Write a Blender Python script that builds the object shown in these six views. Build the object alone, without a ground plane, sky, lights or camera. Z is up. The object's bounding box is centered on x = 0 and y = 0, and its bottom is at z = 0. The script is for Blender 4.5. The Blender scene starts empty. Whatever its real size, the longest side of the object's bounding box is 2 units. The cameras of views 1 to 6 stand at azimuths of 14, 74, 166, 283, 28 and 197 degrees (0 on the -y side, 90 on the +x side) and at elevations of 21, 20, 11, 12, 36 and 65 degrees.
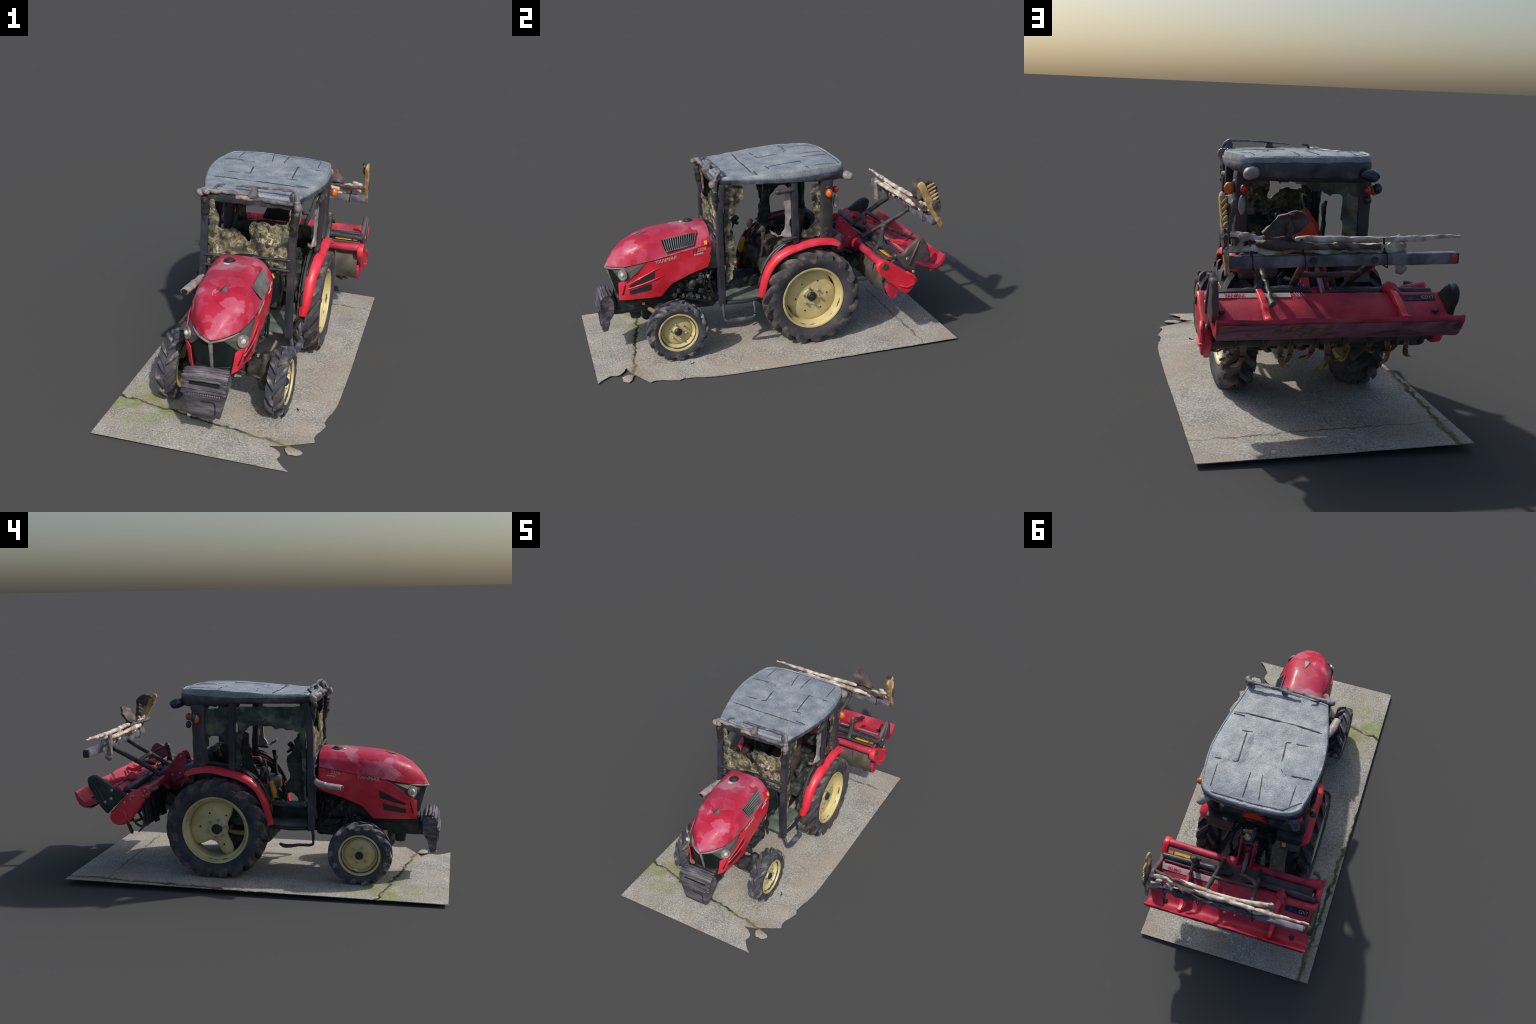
# Compact red cab tractor with a rear rotary tiller, standing on a patch of concrete.
import bpy, bmesh, math, random
from mathutils import Vector, Matrix, noise

random.seed(11)
CX = -0.006                       # the tractor's own mid plane


# ------------------------------------------------------------------ helpers
def lerp(tab, t):
    """piecewise linear lookup in [(t, v), ...]"""
    if t <= tab[0][0]:
        return tab[0][1]
    for (a, va), (b, vb) in zip(tab, tab[1:]):
        if t <= b:
            return va + (vb - va) * (t - a) / (b - a)
    return tab[-1][1]


def smooth_path(pts, n=6):
    """Catmull-Rom resampling of control points"""
    P = [Vector(p) for p in pts]
    P = [P[0] * 2 - P[1]] + P + [P[-1] * 2 - P[-2]]
    out = []
    for i in range(1, len(P) - 2):
        a, b, c, d = P[i - 1:i + 3]
        for k in range(n):
            t = k / n
            out.append(0.5 * ((2 * b) + (c - a) * t + (2 * a - 5 * b + 4 * c - d) * t * t
                              + (3 * b - a - 3 * c + d) * t ** 3))
    out.append(P[-2].copy())
    return out


def inside(poly, x, y):
    c = False
    j = len(poly) - 1
    for i in range(len(poly)):
        xi, yi = poly[i]
        xj, yj = poly[j]
        if (yi > y) != (yj > y) and x < (xj - xi) * (y - yi) / (yj - yi) + xi:
            c = not c
        j = i
    return c


class Geo:
    """collects primitives into one mesh"""

    def __init__(self):
        self.bm = bmesh.new()

    def faces(self, verts, faces):
        vs = [self.bm.verts.new(v) for v in verts]
        for f in faces:
            try:
                self.bm.faces.new([vs[i] for i in f])
            except ValueError:
                pass
        return vs

    def box(self, c, s, rot=(0, 0, 0), bev=0.0, seg=2):
        from mathutils import Euler
        m = Matrix.Translation(c) @ Euler([math.radians(a) for a in rot]).to_matrix().to_4x4() @ Matrix.Diagonal((*s, 1))
        r = bmesh.ops.create_cube(self.bm, size=1.0, matrix=m)
        if bev > 0:
            ed = list({e for v in r['verts'] for e in v.link_edges})
            bmesh.ops.bevel(self.bm, geom=ed, offset=bev, segments=seg, affect='EDGES', profile=0.5)
        return self

    def rings(self, rings, closed=True, cap=True):
        n = len(rings[0])
        vs = [[self.bm.verts.new(p) for p in r] for r in rings]
        for a, b in zip(vs, vs[1:]):
            for i in range(n if closed else n - 1):
                j = (i + 1) % n
                try:
                    self.bm.faces.new((a[i], a[j], b[j], b[i]))
                except ValueError:
                    pass
        if cap and closed:
            for r in (vs[0], vs[-1]):
                try:
                    self.bm.faces.new(r)
                except ValueError:
                    pass
        return self

    def tube(self, pts, r, n=12, flat=1.0, up=(0, 0, 1), square=False, dome=True, smooth=0):
        """sweep; r number or list; flat squeezes the section along 'up'; square gives a rounded box section"""
        rs = r if isinstance(r, (list, tuple)) else [r] * len(pts)
        if smooth:
            m = len(pts)
            pts2 = smooth_path(pts, smooth)
            rs = [lerp(list(enumerate(rs)), i / smooth) for i in range(len(pts2))]
            pts = pts2
        P = [Vector(p) for p in pts]
        if dome:
            t0 = (P[0] - P[1]).normalized()
            t1 = (P[-1] - P[-2]).normalized()
            k = 0.45 if not square else 0.15
            P = [P[0] + t0 * rs[0] * k] + P + [P[-1] + t1 * rs[-1] * k]
            rs = [rs[0] * (0.6 if not square else 0.85)] + list(rs) + [rs[-1] * (0.6 if not square else 0.85)]
        rings = []
        for i, p in enumerate(P):
            t = (P[min(i + 1, len(P) - 1)] - P[max(i - 1, 0)]).normalized()
            u = Vector(up)
            if abs(t.dot(u)) > 0.95:
                u = Vector((0, 1, 0)) if abs(t.y) < 0.9 else Vector((1, 0, 0))
            s = t.cross(u).normalized()
            u = s.cross(t).normalized()
            ring = []
            for k in range(n):
                a = 2 * math.pi * (k + 0.5) / n
                c, d = math.cos(a), math.sin(a)
                if square:
                    q = 0.3
                    c = math.copysign(abs(c) ** q, c)
                    d = math.copysign(abs(d) ** q, d)
                ring.append(p + s * (c * rs[i]) + u * (d * rs[i] * flat))
            rings.append(ring)
        return self.rings(rings)

    def lathe(self, prof, cy, cz, n=48, sgn=1, cx=0.0, close=False):
        """prof [(x, r)] turned round an axis along x through (cy, cz)"""
        rings = []
        for x, r in prof:
            r = max(r, 1e-4)
            rings.append([Vector((cx + sgn * x, cy + r * math.cos(2 * math.pi * k / n), cz + r * math.sin(2 * math.pi * k / n)))
                          for k in range(n)])
        if close:
            rings.append(rings[0])
        return self.rings(rings, cap=not close)

    def disc(self, c, axis, r, h, n=20, bev=0.3):
        """round boss / knob: short cylinder along axis with an eased rim"""
        a = Vector(axis).normalized()
        c = Vector(c)
        b = min(r, h) * bev
        return self.tube([c - a * h / 2, c - a * (h / 2 - b), c + a * (h / 2 - b), c + a * h / 2],
                         [r - b, r, r, r - b], n=n, dome=False)

    def ball(self, c, s, n=16):
        m = Matrix.Translation(c) @ Matrix.Diagonal((*s, 1))
        bmesh.ops.create_uvsphere(self.bm, u_segments=n, v_segments=max(8, n * 2 // 3), radius=1.0, matrix=m)
        return self

    def plate(self, poly, x0, x1, axis='x', bev=0.0):
        """polygon extruded: axis x -> poly in (y,z); axis y -> poly in (x,z); axis z -> poly in (x,y)"""
        def pt(p, h):
            return {'x': (h, p[0], p[1]), 'y': (p[0], h, p[1]), 'z': (p[0], p[1], h)}[axis]
        n = len(poly)
        va = [self.bm.verts.new(pt(p, x0)) for p in poly]
        vb = [self.bm.verts.new(pt(p, x1)) for p in poly]
        fs = [self.bm.faces.new(va), self.bm.faces.new(vb[::-1])]
        for i in range(n):
            fs.append(self.bm.faces.new((va[i], vb[i], vb[(i + 1) % n], va[(i + 1) % n])))
        if bev > 0:
            bmesh.ops.recalc_face_normals(self.bm, faces=fs)
            ed = list({e for f in fs[:2] for e in f.edges})
            bmesh.ops.bevel(self.bm, geom=ed, offset=bev, segments=2, affect='EDGES', profile=0.5)
        return self

    def obj(self, name, mat, parent=None, rough=None, maxlen=None, angle=40, kind=None, merge=False):
        bm = self.bm
        if merge:
            bmesh.ops.remove_doubles(bm, verts=bm.verts, dist=1e-5)
        if maxlen:
            bmesh.ops.triangulate(bm, faces=[f for f in bm.faces if len(f.verts) > 4])
            for _ in range(7):
                ed = [e for e in bm.edges if e.calc_length() > maxlen]
                if not ed:
                    break
                bmesh.ops.subdivide_edges(bm, edges=ed, cuts=1, use_grid_fill=True)
                bmesh.ops.triangulate(bm, faces=[f for f in bm.faces if len(f.verts) > 4])
        if rough:
            amp, freq = rough[:2]
            off = Vector((rough[2] if len(rough) > 2 else 0.0, 3.1, 7.7))
            for v in bm.verts:
                q = v.co * freq + off
                d = noise.noise_vector(q) + 0.5 * noise.noise_vector(q * 2.3)
                v.co += d * amp
        bmesh.ops.recalc_face_normals(bm, faces=bm.faces)
        me = bpy.data.meshes.new(name)
        bm.to_mesh(me)
        bm.free()
        me.materials.append(mat)
        for p in me.polygons:
            p.use_smooth = True
        me.set_sharp_from_angle(angle=math.radians(angle))
        ob = bpy.data.objects.new(name, me)
        bpy.context.scene.collection.objects.link(ob)
        if parent:
            ob.parent = parent
        if kind:
            ob["kind"] = kind
        return ob


def empty(name, parent=None):
    e = bpy.data.objects.new(name, None)
    e.empty_display_size = 0.1
    bpy.context.scene.collection.objects.link(e)
    if parent:
        e.parent = parent
    return e


def sheet(name, mat, parent, place, poly, holes=(), res=0.009, thick=0.005, amp=0.006, freq=14, seed=0.0, rag=0.012):
    """a lumpy torn sheet: cells of a grid kept where (a, b) lies in poly and in no hole; place(a, b) -> point"""
    bm = bmesh.new()
    a0 = min(p[0] for p in poly); a1 = max(p[0] for p in poly)
    b0 = min(p[1] for p in poly); b1 = max(p[1] for p in poly)
    na = max(1, int((a1 - a0) / res)); nb = max(1, int((b1 - b0) / res))
    vs = {}

    def vert(i, j):
        if (i, j) not in vs:
            a = a0 + (a1 - a0) * i / na
            b = b0 + (b1 - b0) * j / nb
            p = Vector(place(a, b))
            q = p * freq + Vector((seed, seed * 2, 0))
            p = p + (noise.noise_vector(q) + 0.5 * noise.noise_vector(q * 2.7)) * amp
            vs[(i, j)] = bm.verts.new(p)
        return vs[(i, j)]
    for i in range(na):
        for j in range(nb):
            a = a0 + (a1 - a0) * (i + .5) / na
            b = b0 + (b1 - b0) * (j + .5) / nb
            n = noise.noise_vector(Vector((a * 22, b * 22, seed)))
            aa = a + n.x * rag
            bb = b + n.y * rag
            if inside(poly, aa, bb) and not any(inside(h, aa, bb) for h in holes):
                bm.faces.new((vert(i, j), vert(i + 1, j), vert(i + 1, j + 1), vert(i, j + 1)))
    for _ in range(3):
        bmesh.ops.smooth_vert(bm, verts=[v for v in bm.verts if v.is_boundary], factor=0.5,
                              use_axis_x=True, use_axis_y=True, use_axis_z=True)
    bmesh.ops.recalc_face_normals(bm, faces=bm.faces)
    bmesh.ops.solidify(bm, geom=bm.faces[:], thickness=thick)
    g = Geo()
    g.bm.free()
    g.bm = bm
    return g.obj(name, mat, parent, angle=60)


# ------------------------------------------------------------------ materials
def srgb(r, g, b):
    f = lambda c: (c / 255 / 12.92) if c / 255 <= 0.04045 else ((c / 255 + 0.055) / 1.055) ** 2.4
    return (f(r), f(g), f(b), 1.0)


def mat(name, stops, scale=12.0, rough=0.5, detail=4.0, distort=0.0, metallic=0.0, coat=0.0, bump=0.0, bump_scale=120.0,
        grain=0.0, grain_scale=300.0, spec=0.5, stretch=(1, 1, 1), emit=False):
    """noise-driven colour between sRGB stops [(pos, (r,g,b)), ...], optional fine grain and bump"""
    m = bpy.data.materials.new(name)
    m.use_nodes = True
    nt = m.node_tree
    N, L = nt.nodes, nt.links
    bs = N['Principled BSDF']
    tc = N.new('ShaderNodeTexCoord')
    mp = N.new('ShaderNodeMapping')
    mp.inputs['Scale'].default_value = stretch
    L.new(tc.outputs['Object'], mp.inputs['Vector'])
    nz = N.new('ShaderNodeTexNoise')
    nz.inputs['Scale'].default_value = scale
    nz.inputs['Detail'].default_value = detail
    nz.inputs['Distortion'].default_value = distort
    L.new(mp.outputs['Vector'], nz.inputs['Vector'])
    cr = N.new('ShaderNodeValToRGB')
    el = cr.color_ramp.elements
    while len(el) < len(stops):
        el.new(0.5)
    for e, (p, c) in zip(el, stops):
        e.position = p
        e.color = srgb(*c)
    L.new(nz.outputs['Fac'], cr.inputs['Fac'])
    col = cr.outputs['Color']
    if grain > 0:
        g = N.new('ShaderNodeTexNoise')
        g.inputs['Scale'].default_value = grain_scale
        g.inputs['Detail'].default_value = 2
        L.new(mp.outputs['Vector'], g.inputs['Vector'])
        mr = N.new('ShaderNodeMapRange')
        mr.inputs['From Min'].default_value = 0.3
        mr.inputs['From Max'].default_value = 0.7
        mr.inputs['To Min'].default_value = 1 - grain
        mr.inputs['To Max'].default_value = 1 + grain
        L.new(g.outputs['Fac'], mr.inputs['Value'])
        mx = N.new('ShaderNodeVectorMath')
        mx.operation = 'SCALE'
        L.new(col, mx.inputs[0])
        L.new(mr.outputs['Result'], mx.inputs['Scale'])
        col = mx.outputs['Vector']
    L.new(col, bs.inputs['Base Color'])
    bs.inputs['Roughness'].default_value = rough
    bs.inputs['Metallic'].default_value = metallic
    bs.inputs['Specular IOR Level'].default_value = spec
    if coat:
        bs.inputs['Coat Weight'].default_value = coat
        bs.inputs['Coat Roughness'].default_value = 0.12
    if bump > 0:
        bn = N.new('ShaderNodeTexNoise')
        bn.inputs['Scale'].default_value = bump_scale
        L.new(mp.outputs['Vector'], bn.inputs['Vector'])
        b = N.new('ShaderNodeBump')
        b.inputs['Strength'].default_value = bump
        b.inputs['Distance'].default_value = 0.003
        L.new(bn.outputs['Fac'], b.inputs['Height'])
        L.new(b.outputs['Normal'], bs.inputs['Normal'])
    return m


RED_DARK = mat('tiller_red_paint', [(.28, (116, 24, 42)), (.46, (176, 38, 64)), (.62, (194, 56, 80)), (.74, (140, 66, 78))], scale=9, detail=6, rough=.5, grain=.12, grain_scale=160)
BLACK = mat('black_plastic', [(.3, (22, 26, 28)), (.7, (44, 50, 52))], scale=14, rough=.5)
GRILLE = mat('grille_plastic', [(.3, (30, 40, 42)), (.7, (50, 60, 62))], scale=10, rough=.42)
IRON = mat('dark_machinery', [(.3, (24, 26, 28)), (.5, (42, 44, 46)), (.66, (66, 64, 62)), (.76, (110, 108, 102))], scale=26, rough=.6, detail=6)
FRAME = mat('cab_frame_paint', [(.3, (34, 36, 46)), (.55, (56, 58, 68)), (.75, (88, 84, 84))], scale=16, rough=.45, stretch=(1, 1, .4))
PILLAR = mat('cab_panel_paint', [(.3, (42, 40, 46)), (.6, (66, 62, 66)), (.8, (96, 88, 84))], scale=12, rough=.5, stretch=(1, 1, .3))
ROOF = mat('roof_plastic', [(.3, (124, 133, 142)), (.5, (142, 150, 158)), (.7, (164, 170, 176))], scale=14, rough=.5, grain=.4, grain_scale=240, detail=8, bump=.5, bump_scale=210)
GROOVE = mat('roof_groove_dirt', [(.3, (48, 54, 62)), (.7, (78, 86, 94))], scale=40, rough=.8)
GUTTER = mat('roof_edge_plastic', [(.3, (40, 46, 60)), (.55, (70, 76, 90)), (.75, (120, 122, 126))], scale=14, rough=.5)
TYRE = mat('tyre_rubber', [(.3, (44, 46, 56)), (.5, (60, 62, 72)), (.66, (80, 76, 78)), (.8, (104, 94, 88))], scale=11, rough=.75, detail=6, grain=.15, grain_scale=120)
LUGPALE = mat('pale_lug_rubber', [(.32, (54, 58, 70)), (.5, (74, 76, 86)), (.6, (116, 112, 110)), (.72, (168, 160, 152))], scale=26, rough=.8, detail=5)
LUGDUST = mat('dusty_lug_rubber', [(.32, (54, 52, 58)), (.5, (74, 70, 74)), (.62, (104, 94, 88)), (.74, (140, 126, 112))], scale=20, rough=.8, detail=5)
CREAM = mat('cream_wheel_paint', [(.3, (188, 172, 116)), (.55, (212, 197, 142)), (.75, (228, 217, 170))], scale=9, rough=.45)
WEIGHT = mat('weight_iron', [(.3, (58, 56, 62)), (.5, (86, 82, 90)), (.7, (128, 122, 128))], scale=22, rough=.55, stretch=(.35, 1, 2.2), grain=.15)
CHROME = mat('chrome_trim', [(.3, (150, 148, 140)), (.7, (214, 212, 204))], scale=30, rough=.25, metallic=.6)
LENS = mat('lamp_lens', [(.3, (150, 154, 150)), (.7, (226, 228, 220))], scale=50, rough=.15, coat=.6)
HOUSING = mat('lamp_housing', [(.3, (60, 62, 60)), (.7, (96, 94, 88))], scale=8, rough=.6, spec=.25)
VENT = mat('vent_plastic', [(.3, (84, 92, 92)), (.7, (118, 124, 124))], scale=20, rough=.5)
DARKHOLE = mat('dark_recess', [(.3, (14, 16, 17)), (.7, (26, 28, 30))], scale=20, rough=.8)
DECAL = mat('silver_lettering', [(.3, (150, 150, 134)), (.7, (206, 200, 168))], scale=30, rough=.4)
DECAL_DARK = mat('dark_lettering', [(.3, (40, 40, 36)), (.7, (70, 66, 56))], scale=30, rough=.4)
WHITE = mat('white_paint', [(.3, (206, 200, 196)), (.7, (232, 228, 226))], scale=20, rough=.5)
def patchy(name, stops, scale, warp=.03, rough=.35, metric='CHEBYCHEV', cell=.55, soft=.5, coat=0.0, base=13):
    """blocky mottled colour: voronoi cells on warped coordinates, broken up by noise"""
    m = bpy.data.materials.new(name)
    m.use_nodes = True
    N, L = m.node_tree.nodes, m.node_tree.links
    bs = N['Principled BSDF']
    tc = N.new('ShaderNodeTexCoord')
    nz = N.new('ShaderNodeTexNoise')
    nz.inputs['Scale'].default_value = 18
    nz.inputs['Detail'].default_value = 4
    L.new(tc.outputs['Object'], nz.inputs['Vector'])
    sc = N.new('ShaderNodeVectorMath'); sc.operation = 'SCALE'
    sc.inputs['Scale'].default_value = warp
    L.new(nz.outputs['Color'], sc.inputs[0])
    ad = N.new('ShaderNodeVectorMath'); ad.operation = 'ADD'
    L.new(tc.outputs['Object'], ad.inputs[0]); L.new(sc.outputs['Vector'], ad.inputs[1])
    vo = N.new('ShaderNodeTexVoronoi')
    vo.distance = metric
    vo.inputs['Scale'].default_value = scale
    L.new(ad.outputs['Vector'], vo.inputs['Vector'])
    bw = N.new('ShaderNodeRGBToBW')
    L.new(vo.outputs['Color'], bw.inputs['Color'])
    n2 = N.new('ShaderNodeTexNoise')
    n2.inputs['Scale'].default_value = base
    n2.inputs['Detail'].default_value = 5
    L.new(tc.outputs['Object'], n2.inputs['Vector'])
    mx = N.new('ShaderNodeMath'); mx.operation = 'MULTIPLY_ADD'
    mx.inputs[1].default_value = cell
    L.new(bw.outputs['Val'], mx.inputs[0])
    m2 = N.new('ShaderNodeMath'); m2.operation = 'MULTIPLY'
    m2.inputs[1].default_value = soft
    L.new(n2.outputs['Fac'], m2.inputs[0]); L.new(m2.outputs[0], mx.inputs[2])
    cr = N.new('ShaderNodeValToRGB')
    el = cr.color_ramp.elements
    while len(el) < len(stops):
        el.new(.5)
    for e, (p, c) in zip(el, stops):
        e.position = p
        e.color = srgb(*c)
    L.new(mx.outputs[0], cr.inputs['Fac'])
    L.new(cr.outputs['Color'], bs.inputs['Base Color'])
    bs.inputs['Roughness'].default_value = rough
    if coat:
        bs.inputs['Coat Weight'].default_value = coat
        bs.inputs['Coat Roughness'].default_value = .12
    return m


GLASSY = patchy('mottled_glass', [(.3, (28, 32, 30)), (.42, (54, 56, 50)), (.5, (82, 82, 70)), (.57, (108, 102, 84)), (.63, (156, 150, 120)), (.69, (70, 74, 66)), (.76, (202, 194, 158))], 34, warp=.09, cell=.36, soft=.72, base=30)  # blocky dark, olive and cream cells mottle the panes
GLASSD = patchy('dark_glass', [(.28, (26, 34, 34)), (.45, (46, 56, 54)), (.58, (78, 88, 78)), (.68, (112, 116, 92)), (.8, (60, 70, 68))], 18, warp=.12, cell=.3, soft=.75, base=12)
RED = patchy('red_paint', [(.32, (230, 50, 82)), (.46, (236, 66, 100)), (.55, (240, 84, 120)), (.62, (242, 106, 140)), (.68, (244, 126, 156)), (.72, (248, 164, 184))], 13, warp=.10, rough=.4,  # pink stops bake the hood's highlights and reflections into the red
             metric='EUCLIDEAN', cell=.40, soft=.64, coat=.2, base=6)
RED_SIDE = mat('red_side_paint', [(.3, (214, 34, 52)), (.5, (222, 44, 64)), (.68, (230, 66, 88))], scale=9, rough=.42, coat=.2, distort=.8, detail=3)
INTERIOR = mat('cab_interior', [(.3, (26, 34, 34)), (.5, (44, 52, 50)), (.64, (70, 68, 62)), (.76, (124, 110, 98))], scale=24, rough=.6, detail=6)
FLOOR = mat('floor_mat', [(.3, (72, 84, 78)), (.55, (104, 116, 106)), (.75, (134, 142, 128))], scale=16, rough=.8)  # base colour lightened for the sun patch on the cab floor
SEAT = mat('seat_cloth', [(.3, (46, 40, 40)), (.6, (72, 64, 62)), (.8, (104, 94, 88))], scale=14, rough=.85)
ORANGE = mat('orange_lens', [(.3, (206, 84, 14)), (.7, (240, 116, 24))], scale=20, rough=.3, coat=.5)
REDLENS = mat('red_lens', [(.3, (176, 24, 28)), (.7, (216, 54, 56))], scale=50, rough=.3, coat=.5)
BLUELENS = mat('dark_blue_lens', [(.3, (18, 26, 50)), (.7, (40, 52, 84))], scale=30, rough=.3, coat=.5)
LAMPGREY = mat('grey_lamp_shell', [(.3, (116, 108, 110)), (.6, (158, 150, 148)), (.8, (196, 190, 184))], scale=18, rough=.45)
BARGREY = mat('weathered_bar', [(.3, (60, 62, 70)), (.5, (104, 104, 108)), (.7, (170, 158, 148))], scale=18, rough=.5, detail=6)
PINKMETAL = mat('bare_metal_tube', [(.3, (126, 112, 110)), (.6, (172, 158, 154)), (.8, (200, 190, 184))], scale=20, rough=.45)
STEELPAINT = mat('grey_rail_steel', [(.3, (62, 58, 70)), (.5, (100, 96, 108)), (.65, (134, 130, 140)), (.8, (110, 70, 76))], scale=14, rough=.45)
UNDERSTRIP = mat('streaky_underside', [(.3, (70, 50, 56)), (.45, (128, 82, 96)), (.56, (150, 96, 112)), (.64, (96, 74, 50)), (.7, (160, 136, 50)), (.78, (90, 60, 76))], scale=14, rough=.6, detail=5, stretch=(.35, 1, 1), distort=1.5)
BROWNSTEEL = mat('brown_steel', [(.3, (52, 42, 44)), (.55, (84, 72, 72)), (.75, (124, 110, 106))], scale=16, rough=.6)
GREENSTEEL = mat('dark_green_steel', [(.3, (28, 38, 38)), (.5, (48, 58, 56)), (.66, (78, 80, 74)), (.8, (106, 70, 70))], scale=18, rough=.5)
POLEWHITE = mat('weathered_pole', [(.28, (120, 100, 88)), (.45, (178, 162, 146)), (.62, (222, 216, 208)), (.8, (200, 190, 160))], scale=22, rough=.6, detail=6)
WOOD = mat('weathered_wood', [(.3, (142, 116, 74)), (.55, (184, 156, 104)), (.75, (206, 184, 140))], scale=26, rough=.75, stretch=(2, 2, .5))
SHIELD = mat('shield_steel', [(.3, (62, 58, 54)), (.55, (88, 82, 76)), (.75, (112, 104, 94))], scale=12, rough=.65, grain=.15, grain_scale=200)
SIDEPLATE = mat('side_plate_steel', [(.3, (58, 48, 50)), (.55, (84, 72, 74)), (.78, (112, 96, 94))], scale=10, rough=.55)
SIDEPLATE_G = mat('side_plate_green', [(.3, (22, 38, 38)), (.55, (40, 56, 54)), (.78, (64, 76, 70))], scale=10, rough=.5)
TINE = mat('worn_tine', [(.3, (70, 56, 60)), (.48, (120, 86, 62)), (.6, (168, 146, 40)), (.74, (84, 92, 62))], scale=30, rough=.55, detail=5)
YELLOW = mat('warning_label_yellow', [(.3, (226, 166, 22)), (.7, (242, 186, 36))], scale=40, rough=.5)
ORANGELABEL = mat('warning_label_orange', [(.3, (224, 100, 24)), (.7, (240, 128, 48))], scale=40, rough=.5)
EMBLEM = mat('emblem_orange', [(.3, (196, 52, 8)), (.7, (222, 74, 12))], scale=16, rough=.5)
EMBLEM_RED = mat('emblem_red', [(.3, (140, 16, 18)), (.7, (168, 24, 24))], scale=16, rough=.5)
GREENDOT = mat('green_cap', [(.3, (34, 78, 52)), (.7, (50, 96, 64))], scale=20, rough=.5)
BOLT = mat('bolt_steel', [(.3, (140, 140, 134)), (.7, (200, 198, 188))], scale=40, rough=.35, metallic=.5)
BLUEDECAL = mat('blue_decal', [(.3, (26, 38, 48)), (.55, (44, 62, 76)), (.75, (70, 98, 120))], scale=24, rough=.45)
BLUELETTER = mat('blue_lettering', [(.3, (110, 150, 176)), (.7, (150, 184, 204))], scale=30, rough=.45)
BLACKHOSE = mat('black_hose', [(.3, (18, 20, 22)), (.7, (42, 44, 48))], scale=20, rough=.45)


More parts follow.
